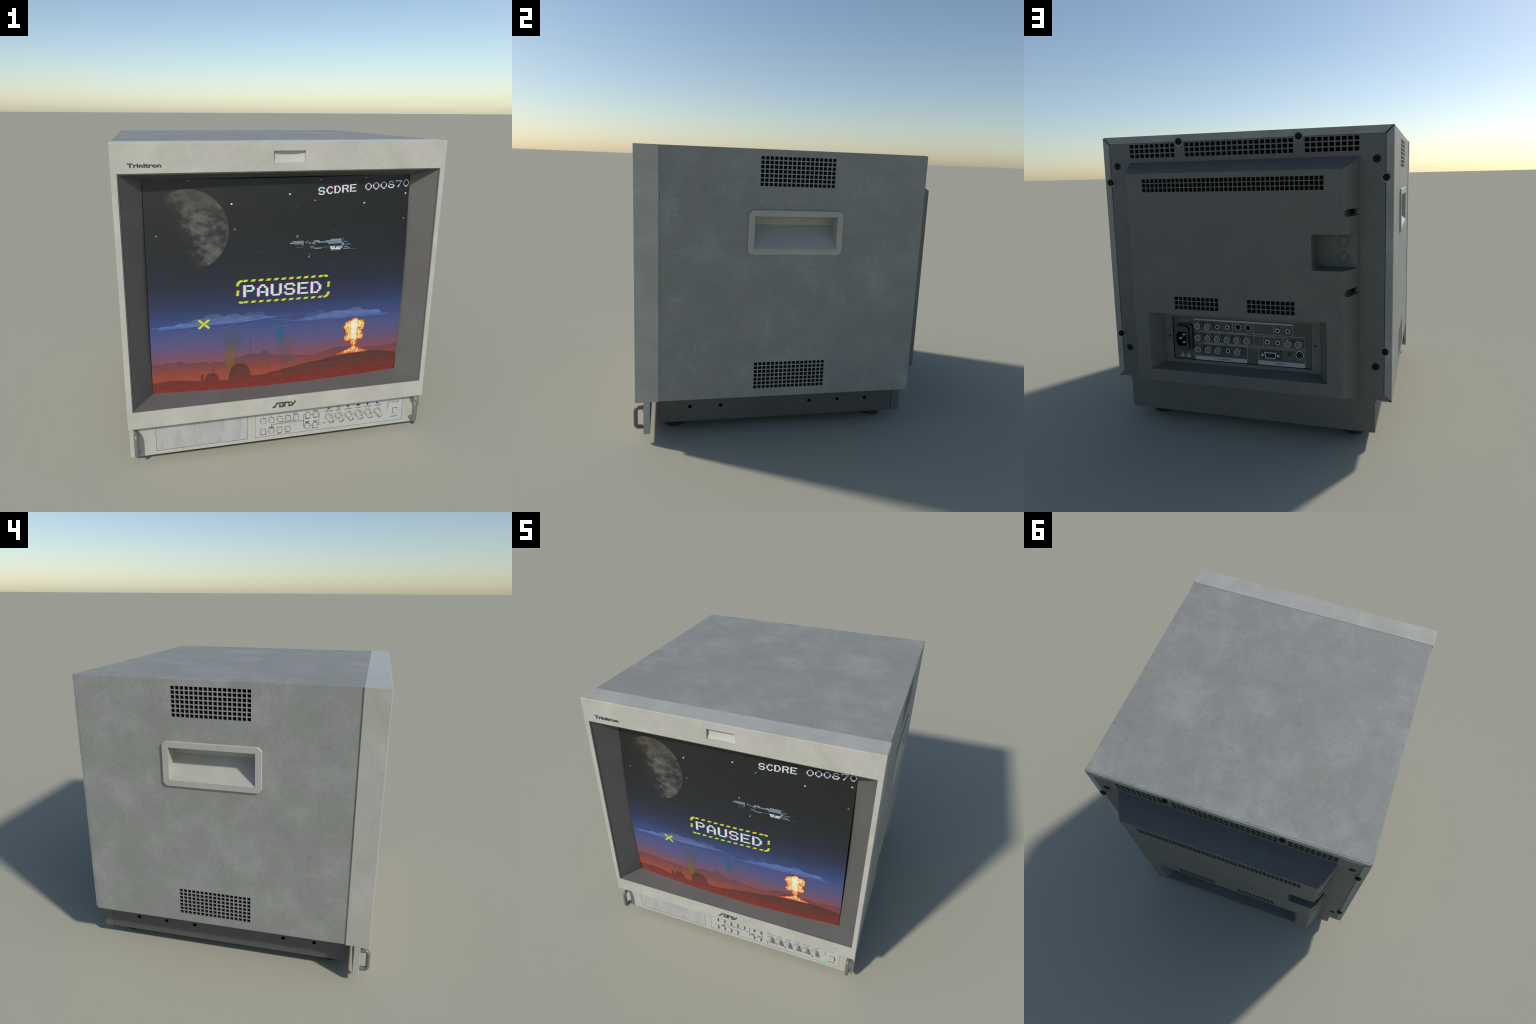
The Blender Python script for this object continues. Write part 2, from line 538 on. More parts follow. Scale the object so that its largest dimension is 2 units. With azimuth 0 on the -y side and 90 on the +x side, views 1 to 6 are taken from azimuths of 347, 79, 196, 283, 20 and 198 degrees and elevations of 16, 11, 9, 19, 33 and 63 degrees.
VENT_Y = (-0.2405, 0.2285)
SIDE_VENTS = ((1.640, 1.818), (0.331, 0.509))
GRIP = dict(y0=-0.268, y1=0.258, z0=1.255, z1=1.457)
cutters = []
for s in (-1, 1):
    for z0, z1 in SIDE_VENTS:
        c = Mesh()
        xa, xb = sorted((s * (CX - 0.016), s * (CX + 0.05)))
        c.box(xa, xb, VENT_Y[0], VENT_Y[1], z0, z1)
        cutters.append((c, M['black']))
    c = Mesh()
    xa, xb = sorted((s * (CX - 0.14), s * (CX + 0.05)))
    c.box(xa, xb, GRIP['y0'] - 0.012, GRIP['y1'] + 0.012, GRIP['z0'] - 0.012, GRIP['z1'] + 0.012)
    cutters.append((c, M['black']))
for x0, x1 in ((0.4095, 0.7175), (-0.34, 0.34), (-0.7175, -0.4095)):     # room behind the rear vents
    c = Mesh()
    c.box(x0, x1, 0.8035, 0.85, 1.7265, 1.8080)
    cutters.append((c, M['black']))
cut(cabinet, cutters)


def grille(name, frame, u0, u1, v0, v1, nu, nv, bar_u, bar_v, depth, mat, parent):
    """a lattice sheet with nu x nv square holes; frame maps (u, v, depth) to space"""
    m = Mesh()
    pu, pv = (u1 - u0 + bar_u) / nu, (v1 - v0 + bar_v) / nv
    us, vs = [], []
    for i in range(nu):
        us += [u0 + i * pu, u0 + i * pu + pu - bar_u]
    for j in range(nv):
        vs += [v0 + j * pv, v0 + j * pv + pv - bar_v]
    for i in range(len(us) - 1):
        for j in range(len(vs) - 1):
            a, b, c, d = us[i], us[i + 1], vs[j], vs[j + 1]
            if i % 2 == 0 and j % 2 == 0:
                # the hole: four slightly narrowing walls
                g = 0.0008
                o = [(a, c), (b, c), (b, d), (a, d)]
                q = [(a + g, c + g), (b - g, c + g), (b - g, d - g), (a + g, d - g)]
                for k in range(4):
                    l = (k + 1) % 4
                    m.quad(frame(*o[k], 0), frame(*o[l], 0), frame(*q[l], depth), frame(*q[k], depth), 1)
            else:
                m.quad(frame(a, c, 0), frame(b, c, 0), frame(b, d, 0), frame(a, d, 0))
    ob = finish(name, m, [mat, M['vent_edge']], parent)
    return ob


for s in (-1, 1):
    for z0, z1 in SIDE_VENTS:
        g = grille("vent_grille", lambda u, v, d, s=s: (s * (CX - 0.0004 - d), u, v), VENT_Y[0], VENT_Y[1], z0, z1, 17, 7, 0.0070, 0.0066, 0.0125, M['cabinet'], cabinet)

# carrying grips: a raised rounded frame with a wedge pocket
for s in (-1, 1):
    m = Mesh()
    XO, XI, XD = CX + 0.012, CX - 0.004, 0.801
    def P(x, y, z, s=s):
        return (s * x, y, z)
    def ring(y0, y1, z0, z1, ch, x):
        return [P(x, y0 + ch, z0), P(x, y1 - ch, z0), P(x, y1, z0 + ch), P(x, y1, z1 - ch),
                P(x, y1 - ch, z1), P(x, y0 + ch, z1), P(x, y0, z1 - ch), P(x, y0, z0 + ch)]
    ya, yb, za, zb = -0.306, 0.297, 1.2165, 1.495
    g = GRIP
    e = 0.0005
    rings = [ring(ya, yb, za, zb, 0.021, XI), ring(ya, yb, za, zb, 0.021, XO - 0.003), ring(ya + 0.003, yb - 0.003, za + 0.003, zb - 0.003, 0.020, XO),
             ring(g['y0'], g['y1'], g['z0'], g['z1'], e, XO)]
    m.loft(rings, 0, False, False)
    # wedge pocket
    fy0, fy1, fz0, fz1 = g['y0'], g['y1'], g['z0'], g['z1']
    dz, tz = 1.394, fz1 + 0.004                    # floor slopes up to an upright back wall under a flat ceiling
    A, B, C, D = P(XO, fy0, fz0), P(XO, fy1, fz0), P(XO, fy1, fz1), P(XO, fy0, fz1)
    E, F = P(XD, fy0 + 0.002, dz), P(XD, fy1 - 0.002, dz)
    G, H = P(XD, fy1 - 0.002, tz), P(XD, fy0 + 0.002, tz)
    m.quad(A, B, F, E)
    m.quad(E, F, G, H)
    m.quad(D, C, G, H)
    m.quad(A, D, H, E)
    m.quad(B, C, G, F)
    finish("carrying_grip", m, [M['grip']], cabinet)

# rear flange folded from the side and top sheets, with mitred corners
fl = 0.0425
m = Mesh()
y0, y1 = CYB - 0.002, BACK
z_in = 1.8165
for s in (-1, 1):
    o, i = s * (CX - 0.0015), s * (CX - fl)
    m.prism([(o, 0.2835), (o, CZ1 - 0.0045), (i, z_in - 0.004), (i, 0.318)], y0, y1)
m.prism([(-CX + 0.005, CZ1 - 0.0015), (CX - 0.005, CZ1 - 0.0015), (CX - fl - 0.008, z_in), (-CX + fl + 0.008, z_in)], y0, y1 - 0.001)
for s in (-1, 1):                                 # short bottom lips
    xa, xb = sorted((s * 0.817, s * (CX - 0.012)))
    m.box(xa, xb, y0 - 0.02, y1 - 0.001, 0.2755, 0.286)
finish("rear_flange", m, [M['cabinet']], cabinet, bevel=(0.0012, 1))

# ---- lower chassis ---------------------------------------------------------
m = Mesh()
m.box(-0.8125, 0.8125, -0.842, 0.7765, 0.075, CZ0 + 0.004)
chassis = finish("chassis", m, [M['base'], M['black']], thing, bevel=(0.003, 2))
cutters = []
for s in (-1, 1):
    for y in (-0.642, -0.439, 0.170, 0.373, 0.575):
        c = Mesh()
        ring0 = [(s * 0.79, y + 0.0125 * math.cos(k * math.pi / 8), 0.179 + 0.0125 * math.sin(k * math.pi / 8)) for k in range(16)]
        ring1 = [(s * 0.83, p[1], p[2]) for p in ring0]
        c.loft([ring0, ring1])
        cutters.append((c, M['black']))
cut(chassis, cutters)

m = Mesh()
m.lathe([(0.058, 0.0), (0.065, 0.003), (0.069, 0.012), (0.070, 0.030), (0.070, 0.076)], 32)
foot_mesh = Mesh()
foot_mesh.v = [(x, z, -y) for x, y, z in m.v]
foot_mesh.f, foot_mesh.m = m.f, m.m
foot = finish("foot", foot_mesh, [M['rubber']], chassis, smooth=40, location=(0.667, -0.741, 0))
for x, y in ((-0.667, -0.741), (0.667, 0.679), (-0.667, 0.679)):
    instance(foot, "foot", (x, y, 0))

# ---- front bezel -----------------------------------------------------------
OX, OZ0, OZ1 = 0.883, 0.377, 1.709
m = Mesh()
m.box(-BX, BX, BYF, CYF, BZ0, CZ1 + 0.0006)
bezel = finish("front_bezel", m, [M['bezel']], thing, bevel=(0.0035, 2))
c1 = Mesh(); c1.box(-OX, OX, -1.05, -0.852, OZ0, OZ1)
c2 = Mesh(); c2.box(-0.086, 0.087, -1.05, -0.945, 1.7495, 1.8140)
cut(bezel, [(c1, M['bezel']), (c2, M['bezel'])])

# scooped tally lamp lens in its window
m = Mesh()
nx, nz = 24, 12
grid = []
for j in range(nz + 1):
    for i in range(nx + 1):
        X = -1 + 2 * i / nx
        t = j / nz
        d = 0.0170 + 0.0085 * (1 - X * X) - 0.0165 * (1 - t) ** 2.0 * (1 - 0.25 * X * X)
        grid.append((X * 0.0855 + 0.0005, BYF + d, 1.7500 + t * 0.0635))
m.add(grid, [(j * (nx + 1) + i, j * (nx + 1) + i + 1, (j + 1) * (nx + 1) + i + 1, (j + 1) * (nx + 1) + i) for j in range(nz) for i in range(nx)])
finish("tally_lamp", m, [M['lamp']], bezel, smooth=60)

# name lettering, upper left
m = Mesh()
text_into(m, "Trinitron", -0.831, -0.666, 1.7385, 1.7595, BYF - 0.0002, 0.0025, -1, bold=0.022)
finish("lettering", m, [M['ink']], bezel)

# maker's mark under the screen, drawn as connected strokes
m = Mesh()
w = 0.0074
ya, yb = BYF + 0.001, BYF - 0.004
stroke(m, [(-0.0725, 0.3105), (-0.0615, 0.3105), (-0.0465, 0.3345), (-0.0080, 0.3345), (-0.0080, 0.3105), (-0.0290, 0.3105), (-0.0290, 0.3250)], w, ya, yb)
stroke(m, [(0.0025, 0.3072), (0.0025, 0.3345), (0.0285, 0.3345), (0.0285, 0.3105), (0.0465, 0.3105), (0.0690, 0.3385)], w, ya, yb)
stroke(m, [(0.0385, 0.3365), (0.0480, 0.3235)], w, ya, yb + 0.0004)
finish("logo", m, [M['logo']], bezel)

# ---- dark screen mask ------------------------------------------------------
IX, IZ0, IZ1, IY = 0.7665, 0.4165, 1.6590, -0.8690
m = Mesh()
def rect(x, z0, z1, y):
    return [(-x, y, z0), (x, y, z0), (x, y, z1), (-x, y, z1)]
m.loft([rect(OX - 0.0008, OZ0 + 0.0008, OZ1 - 0.0008, -0.925), rect(OX - 0.0008, OZ0 + 0.0008, OZ1 - 0.0008, -0.9845), rect(OX - 0.0060, OZ0 + 0.006, OZ1 - 0.006, -0.9845),
        rect(OX - 0.0062, OZ0 + 0.0062, OZ1 - 0.0062, -0.9800), rect(OX - 0.0078, OZ0 + 0.0074, OZ1 - 0.0074, -0.9800), rect(IX, IZ0, IZ1, IY)], 0, False, False)
mask = finish("screen_mask", m, [M['mask'], M['black']], thing)
m = Mesh()
m.box(-0.80, 0.80, -0.8545, -0.8530, 0.39, 1.69)  # black plate added behind the mask so the gap round the screen reads black
finish("gap_backing_plate", m, [M['black']], mask)

# ---- picture tube ----------------------------------------------------------
SX, SZ0, SZ1 = 0.7640, 0.400, 1.662
def tube_y(x, z):
    return -0.922 + 0.031 * (x / 0.757) ** 2 + 0.026 * ((z - 1.035) / 0.62) ** 2

m = Mesh()
N, K = 48, 32
grid = [[(-SX + 2 * SX * i / N, tube_y(-SX + 2 * SX * i / N, SZ0 + (SZ1 - SZ0) * k / K), SZ0 + (SZ1 - SZ0) * k / K) for i in range(N + 1)] for k in range(K + 1)]
for k in range(K):
    for i in range(N):
        m.quad(grid[k][i], grid[k][i + 1], grid[k + 1][i + 1], grid[k + 1][i])
rim = grid[0] + [r[N] for r in grid[1:]] + grid[K][N - 1::-1] + [grid[k][0] for k in range(K - 1, 0, -1)]
m.loft([rim, [(x, -0.857, z) for x, y, z in rim]], 1, False, False)
screen = finish("screen", m, [M['screen'], M['black']], thing, smooth=40)

STEP = 0.0007
def S(x, z, layer):
    return (x, tube_y(x, z) - STEP * layer, z)

def flat(mesh, pts, layer, mat=0):
    """small flat patch of the picture"""
    mesh.add([S(x, z, layer) for x, z in pts], [tuple(range(len(pts)))], mat)

def patch(mesh, x0, x1, z0, z1, layer, mat=0):
    n = max(1, int(abs(x1 - x0) / 0.03))
    for i in range(n):
        a, b = x0 + (x1 - x0) * i / n, x0 + (x1 - x0) * (i + 1) / n
        flat(mesh, [(a, z0), (b, z0), (b, z1), (a, z1)], layer, mat)

def under(mesh, xa, xb, top, bottom, layer, mat=0, n=160):
    """region of the picture between two height curves"""
    for i in range(n):
        a, b = xa + (xb - xa) * i / n, xa + (xb - xa) * (i + 1) / n
        ta, tb, ba, bb = top(a), top(b), bottom(a), bottom(b)
        if ta <= ba and tb <= bb:
            continue
        ta, tb = max(ta, ba), max(tb, bb)
        k = max(1, int((max(ta - ba, tb - bb)) / 0.035) + 1)
        for j in range(k):
            f, g = j / k, (j + 1) / k
            flat(mesh, [(a, ba + (ta - ba) * f), (b, bb + (tb - bb) * f), (b, bb + (tb - bb) * g), (a, ba + (ta - ba) * g)], layer, mat)

def through(points):
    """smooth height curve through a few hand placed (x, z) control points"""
    def f(x):
        for (xa, za), (xb, zb) in zip(points, points[1:]):
            if x <= xb:
                t = max(0.0, (x - xa) / (xb - xa))
                t = t * t * (3 - 2 * t) * 0.5 + t * 0.5
                return za + (zb - za) * t
        return points[-1][1]
    return f

def ripple(x, k, amp):
    return amp * (math.sin(x * k) + 0.6 * math.sin(x * k * 2.3 + 1.3) + 0.4 * math.sin(x * k * 4.9 + 0.4))

EDGE = SX - 0.001
# distant hills
far = through([(-0.76, 0.603), (-0.64, 0.612), (-0.45, 0.598), (-0.34, 0.602), (-0.20, 0.633), (-0.13, 0.632), (-0.05, 0.616), (0.05, 0.600),
               (0.20, 0.586), (0.34, 0.622), (0.41, 0.620), (0.55, 0.600), (0.65, 0.594), (0.76, 0.603)])
def far_top(x):
    z = far(x) + ripple(x, 60, 0.0022)
    if abs(x + 0.108) < 0.024:                                  # far dome
        z = max(z, 0.632 + 0.022 * math.sqrt(max(0, 1 - ((x + 0.108) / 0.024) ** 2)))
    if x < -0.33:                                               # ragged skyline of a far town
        z += 0.005 * (math.floor(3 * math.sin(x * 91) + 2 * math.sin(x * 37))) / 3
    return z
m = Mesh()
under(m, -EDGE, EDGE, far_top, lambda x: 0.44, 1)
for k in range(4):
    patch(m, -0.1930, -0.1900, 0.628 + 0.031 * k, 0.659 + 0.031 * k, 1.2)
finish("picture_far_hills", m, [M['hill_far']], screen)

# nearer hills with domed buildings
near = through([(-0.76, 0.484), (-0.65, 0.494), (-0.57, 0.488), (-0.48, 0.474), (-0.34, 0.471), (-0.19, 0.487), (-0.11, 0.487), (-0.05, 0.502), (0.05, 0.518),
                (0.12, 0.534), (0.22, 0.543), (0.30, 0.559), (0.48, 0.571), (0.57, 0.570), (0.65, 0.564), (0.76, 0.536)])
def near_top(x):
    z = near(x) + ripple(x, 45, 0.0012)
    for cx, r, cz, h in ((-0.255, 0.068, 0.476, 0.101), (-0.421, 0.042, 0.474, 0.052)):
        if abs(x - cx) < r:
            z = max(z, cz + h * (1 - abs((x - cx) / r) ** 2.4) ** 0.5)
    if abs(x + 0.4765) < 0.009:
        z = max(z, 0.526)
    return z
m = Mesh()
under(m, -EDGE, EDGE, near_top, lambda x: SZ0 + 0.002, 2, n=320)
patch(m, -0.4110, -0.4075, 0.52, 0.583, 2.2)
finish("picture_near_hills", m, [M['hill_near']], screen)

# cloud banks
def puffs(x, blobs):
    z = -1
    for cx, r, cz, h in blobs:
        if abs(x - cx) < r:
            z = max(z, cz + h * math.sqrt(1 - ((x - cx) / r) ** 2))
    return z
left_front = [(-0.64, 0.075, 0.836, 0.008), (-0.54, 0.085, 0.845, 0.014), (-0.47, 0.07, 0.855, 0.026), (-0.40, 0.06, 0.866, 0.036), (-0.30, 0.06, 0.868, 0.031),
              (-0.235, 0.05, 0.866, 0.018), (-0.17, 0.06, 0.864, 0.017), (-0.09, 0.06, 0.861, 0.008)]
left_back = [(-0.195, 0.035, 0.872, 0.032), (-0.139, 0.04, 0.870, 0.031), (-0.42, 0.05, 0.87, 0.034)]
right_front = [(0.18, 0.09, 0.824, 0.016), (0.26, 0.07, 0.832, 0.027), (0.33, 0.06, 0.838, 0.032), (0.40, 0.05, 0.838, 0.029), (0.455, 0.055, 0.836, 0.043), (0.52, 0.05, 0.832, 0.024),
               (0.582, 0.05, 0.824, 0.027), (0.64, 0.045, 0.813, 0.012)]
right_back = [(0.164, 0.035, 0.842, 0.028), (0.229, 0.03, 0.850, 0.034), (0.30, 0.05, 0.84, 0.02)]
left_base = through([(-0.76, 0.822), (-0.52, 0.831), (-0.39, 0.840), (-0.25, 0.843), (-0.08, 0.856), (0.0, 0.862)])
right_base = through([(0.05, 0.823), (0.23, 0.818), (0.41, 0.812), (0.57, 0.810), (0.70, 0.809)])
m = Mesh()
under(m, -0.72, -0.03, lambda x: puffs(x, left_front), left_base, 2)
under(m, 0.09, 0.69, lambda x: puffs(x, right_front), right_base, 2)
finish("picture_cloud", m, [M['cloud']], screen)
m = Mesh()
under(m, -0.50, -0.08, lambda x: puffs(x, left_back), left_base, 1)
under(m, 0.12, 0.36, lambda x: puffs(x, right_back), right_base, 1)
finish("picture_cloud_shadow", m, [M['cloud_back']], screen)
m = Mesh()
for xa, za, xb, zb, t in ((-0.757, 0.820, -0.30, 0.842, 0.004), (-0.757, 0.833, -0.70, 0.835, 0.005), (-0.56, 0.806, -0.28, 0.820, 0.0035), (-0.275, 0.817, -0.152, 0.832, 0.004),
                          (-0.191, 0.867, 0.075, 0.860, 0.005), (-0.10, 0.846, 0.12, 0.832, 0.004), (-0.094, 0.802, 0.116, 0.800, 0.0035), (0.00, 0.829, 0.24, 0.824, 0.006), (0.60, 0.812, 0.69, 0.808, 0.005)):
    for i in range(8):
        a, b = xa + (xb - xa) * i / 8, xa + (xb - xa) * (i + 1) / 8
        p, q = za + (zb - za) * i / 8, za + (zb - za) * (i + 1) / 8
        th = [t * math.sin(math.pi * min(1, max(0.03, k / 8))) ** 0.5 for k in (i, i + 1)]
        flat(m, [(a, p - th[0] / 2), (b, q - th[1] / 2), (b, q + th[1] / 2), (a, p + th[0] / 2)], 3)
finish("picture_cloud_streak", m, [M['cloud_streak']], screen)

# stars
m = Mesh()
for x, z, k in ((-0.523, 1.655, 1), (-0.297, 1.528, 2), (0.030, 1.572, 2), (-0.281, 1.388, 1), (-0.705, 1.363, 1), (0.177, 1.533, 1), (0.476, 1.509, 2), (0.483, 1.651, 1),
                (0.211, 1.647, 1), (0.741, 1.554, 2), (0.736, 1.408, 1), (0.368, 1.353, 0), (0.295, 1.356, 0), (-0.128, 1.258, 0), (-0.163, 1.635, 0), (-0.42, 0.956, 0), (0.074, 1.332, 1)):
    w = (0.0034, 0.0040, 0.0050)[k]
    h = w * 0.85
    patch(m, x - w * 1.2, x + w * 0.2, z - h, z + h, 2, 1)
    patch(m, x - w * 0.2, x + w * 1.2, z - h, z + h, 3, 2)
    patch(m, x - w * 0.6, x + w * 0.6, z - h, z + h, 4, 3 if k == 2 else 0)
    if k == 0:
        for _ in range(3):
            m.f.pop(); m.m.pop()
        patch(m, x - w, x + w, z - h, z + h, 4, 4)
for _ in range(70):
    x, z = random.uniform(-0.73, 0.73), random.uniform(0.62, 1.62)
    if (x + 0.538) ** 2 + (z - 1.388) ** 2 < 0.06:
        continue
    w = random.uniform(0.0018, 0.0050)
    patch(m, x - w, x + w, z - 0.0016, z + 0.0016, 2, 4)
finish("picture_star", m, [M['star'], M['pic_magenta'], M['pic_cyan'], M['pic_white'], M['star_dim']], screen, stuff=True)

# drifting ship: a raft of horizontal bars
m = Mesh()
for x0, x1, z, t, k in ((0.032, 0.060, 1.296, 0.008, 0), (0.046, 0.111, 1.305, 0.005, 0), (0.052, 0.110, 1.296, 0.009, 0), (0.060, 0.108, 1.286, 0.005, 1), (0.105, 0.112, 1.292, 0.024, 0),
                        (0.066, 0.108, 1.270, 0.003, 1), (0.124, 0.134, 1.297, 0.008, 0), (0.130, 0.142, 1.304, 0.006, 1), (0.142, 0.154, 1.293, 0.007, 0), (0.160, 0.180, 1.291, 0.007, 0),
                        (0.172, 0.208, 1.301, 0.010, 0), (0.196, 0.260, 1.294, 0.007, 0), (0.174, 0.184, 1.285, 0.005, 0), (0.246, 0.345, 1.299, 0.007, 0), (0.256, 0.346, 1.291, 0.006, 0),
                        (0.262, 0.346, 1.284, 0.006, 0), (0.274, 0.342, 1.306, 0.006, 0), (0.150, 0.176, 1.270, 0.010, 1), (0.152, 0.258, 1.263, 0.005, 1), (0.176, 0.220, 1.259, 0.006, 0),
                        (0.258, 0.345, 1.268, 0.004, 1), (0.345, 0.358, 1.276, 0.016, 0), (0.340, 0.350, 1.262, 0.018, 0), (0.352, 0.356, 1.305, 0.020, 1), (0.356, 0.380, 1.290, 0.004, 0),
                        (0.362, 0.402, 1.273, 0.004, 0), (0.358, 0.384, 1.259, 0.006, 0), (0.352, 0.398, 1.248, 0.004, 0), (0.380, 0.396, 1.253, 0.005, 1), (0.398, 0.436, 1.245, 0.0025, 1),
                        (0.278, 0.338, 1.242, 0.006, 1), (0.145, 0.153, 1.225, 0.014, 1), (0.141, 0.150, 1.212, 0.008, 0), (0.070, 0.080, 1.334, 0.012, 0)):
    patch(m, x0, x1, z - t / 2, z + t / 2, 3, k)
for x0, x1, z in ((0.272, 0.302, 1.2615), (0.308, 0.341, 1.259), (0.276, 0.302, 1.252), (0.304, 0.338, 1.250)):
    patch(m, x0, x1, z - 0.0035, z + 0.0035, 4, 2)
finish("picture_spaceship", m, [M['ship'], M['ship_dim'], M['pic_white']], screen)

# block letters, each glyph a set of bars on a 7 x 7 cell
GLYPH = {
    'P': ((0, 0, 2, 7), (2, 6, 6, 7), (5, 4, 7, 6), (2, 3, 6, 4)),
    'A': ((0, 0, 2, 5), (5, 0, 7, 5), (1, 5, 3, 6), (4, 5, 6, 6), (2, 6, 5, 7), (2, 2, 5, 3)),
    'U': ((0, 1, 2, 7), (5, 1, 7, 7), (1, 0, 6, 1)),
    'S': ((1, 6, 6, 7), (0, 4, 2, 6), (5, 5, 7, 6), (1, 3, 6, 4), (5, 1, 7, 3), (0, 1, 2, 2), (1, 0, 6, 1)),
    'E': ((0, 0, 2, 7), (2, 6, 7, 7), (2, 3, 6, 4), (2, 0, 7, 1)),
    'D': ((0, 0, 2, 7), (2, 6, 5, 7), (4, 5, 6, 6), (5, 2, 7, 5), (4, 1, 6, 2), (2, 0, 5, 1)),
    'C': ((2, 6, 6, 7), (1, 5, 3, 6), (5, 5, 7, 6), (0, 2, 2, 5), (1, 1, 3, 2), (5, 1, 7, 2), (2, 0, 6, 1)),
    'R': ((0, 0, 2, 7), (2, 6, 6, 7), (5, 4, 7, 6), (2, 3, 6, 4), (4, 2, 6, 3), (4.6, 1, 6.6, 2), (5, 0, 7, 1)),
    '0': ((2, 6, 5, 7), (1, 5, 2.4, 6), (4.6, 5, 6, 6), (0, 2, 1.5, 5), (5.5, 2, 7, 5), (1, 1, 2.4, 2), (4.6, 1, 6, 2), (2, 0, 5, 1)),
    '8': ((1.5, 6, 5, 7), (0.5, 4, 2, 6), (4.5, 4.6, 6, 6), (1.5, 3, 5.5, 4), (0, 1, 1.6, 3), (5, 1, 7, 3), (1, 0, 6, 1)),
    '7': ((0, 6, 7, 7), (0, 5, 1.4, 6), (5.2, 4.6, 6.8, 6), (4.2, 3, 5.8, 4.6), (3.2, 1.6, 4.8, 3), (2.2, 0, 3.8, 1.6)),
}
def write(mesh, word, x, z, px, pz, slope=0.0):
    x00 = x
    for ch in word:
        for a, b, c, d in GLYPH.get(ch, ()):
            for lo, hi, layer, mat in ((a + 0.02, a + 0.8, 3, 1), (c - 0.8, c - 0.02, 4, 2), (a + 0.36, c - 0.40, 5, 0)):
                xa, xb = x + lo * px, x + hi * px
                if xa > EDGE:
                    continue
                xb = min(xb, EDGE)
                z0 = z + slope * (xa - x00) + b * pz
                patch(mesh, xa, xb, z0, z0 + (d - b) * pz, layer, mat)
        x += 8 * px
m = Mesh()
write(m, "PAUSED", -0.239, 0.9955, 0.00995, 0.0102, -0.012)
finish("picture_word", m, [M['pic_white'], M['pic_magenta'], M['pic_cyan']], screen)
m = Mesh()
write(m, "SCDRE", 0.193, 1.5625, 0.00595, 0.0060, 0.060)
write(m, "000870", 0.478, 1.5790, 0.00607, 0.0059, 0.053)
finish("picture_score", m, [M['pic_white'], M['pic_magenta'], M['pic_cyan']], screen)

# dashed box round the word, and the cross
m = Mesh()
def dash(pts):
    for dx, layer, mat in ((-0.0030, 3, 1), (0.0030, 4, 2), (0, 5, 0)):
        flat(m, [(x + dx, z) for x, z in pts], layer, mat)
X0, X1, Z0, Z1 = -0.276, 0.279, 0.957, 1.099
for i in range(11):
    for zc, off in ((Z1 - 0.007, -0.224), (Z0 + 0.008, -0.222)):
        c = off + i * 0.0445
        if zc > 1 and c > 0.235:
            continue
        dash([(c - 0.0150, zc - 0.0064), (c + 0.0060, zc - 0.0064), (c + 0.0150, zc + 0.0064), (c - 0.0060, zc + 0.0064)])
def corner(cx, cz, a0, a1, r, n=5):
    o = [(cx + r * math.cos(math.radians(a0 + (a1 - a0) * i / n)), cz + r * math.sin(math.radians(a0 + (a1 - a0) * i / n))) for i in range(n + 1)]
    q = [(cx + (r - 0.0125) * math.cos(math.radians(a0 + (a1 - a0) * i / n)), cz + (r - 0.0125) * math.sin(math.radians(a0 + (a1 - a0) * i / n))) for i in range(n + 1)]
    for i in range(n):
        dash([o[i], o[i + 1], q[i + 1], q[i]])
corner(X0 + 0.034, Z1 - 0.034, 92, 185, 0.034)
corner(X1 - 0.034, Z0 + 0.034, -90, 5, 0.034)
corner(X1 - 0.030, Z1 - 0.030, 55, 105, 0.030, 3)
corner(X0 + 0.030, Z0 + 0.030, 235, 285, 0.030, 3)
dash([(X0, 1.005), (X0 + 0.012, 1.005), (X0 + 0.015, 1.038), (X0 + 0.004, 1.038)])
dash([(X1 - 0.014, 1.022), (X1 - 0.004, 1.022), (X1, 1.056), (X1 - 0.012, 1.056)])
X, Z, h, t = -0.462, 0.845, 0.029, 0.0042
for s in (-1, 1):
    dash([(X - h - t, Z - s * (h - t) * 0.9), (X - h + t, Z - s * (h + t) * 0.9), (X + h + t, Z + s * (h - t) * 0.9), (X + h - t, Z + s * (h + t) * 0.9)][::s])
finish("picture_dashed_box", m, [M['pic_yellow'], M['pic_orange'], M['pic_green']], screen)

# fireball on its stem, in coarse picture cells coloured by depth inside a sum of puffs
m = Mesh()
rng = random.Random(31)
balls = [(0.448, 0.757, 0.044), (0.415, 0.762, 0.030), (0.492, 0.764, 0.030), (0.455, 0.780, 0.027), (0.400, 0.752, 0.020), (0.412, 0.735, 0.022), (0.500, 0.742, 0.020),
         (0.450, 0.715, 0.034), (0.455, 0.683, 0.032), (0.414, 0.678, 0.027), (0.492, 0.682, 0.026), (0.425, 0.696, 0.024), (0.485, 0.715, 0.024), (0.418, 0.715, 0.022)]
def inside(x, z):
    d = max(r - math.hypot(x - a, z - b) for a, b, r in balls)
    stem = 0.0145 - abs(x - 0.456) + (0.009 if 0.632 < z < 0.66 else 0) - max(0, 0.60 - z) * 1.0
    if 0.585 < z < 0.665:
        d = max(d, stem * 0.8)
    if z < 0.615:
        ground = 0.567 + 0.004 * math.sin((x - 0.35) * 14)
        spread = 0.0
        if 0.349 < x < 0.550:
            u = (x - 0.456) / (0.107 if x < 0.456 else 0.094)
            spread = 0.040 * (1 - abs(u)) ** 1.3 + 0.010
            if ground - 0.002 < z < ground + spread:
                d = max(d, 0.6 * min(z - ground + 0.004, ground + spread - z + 0.001))
    return d
px, pz = 0.0047, 0.0050
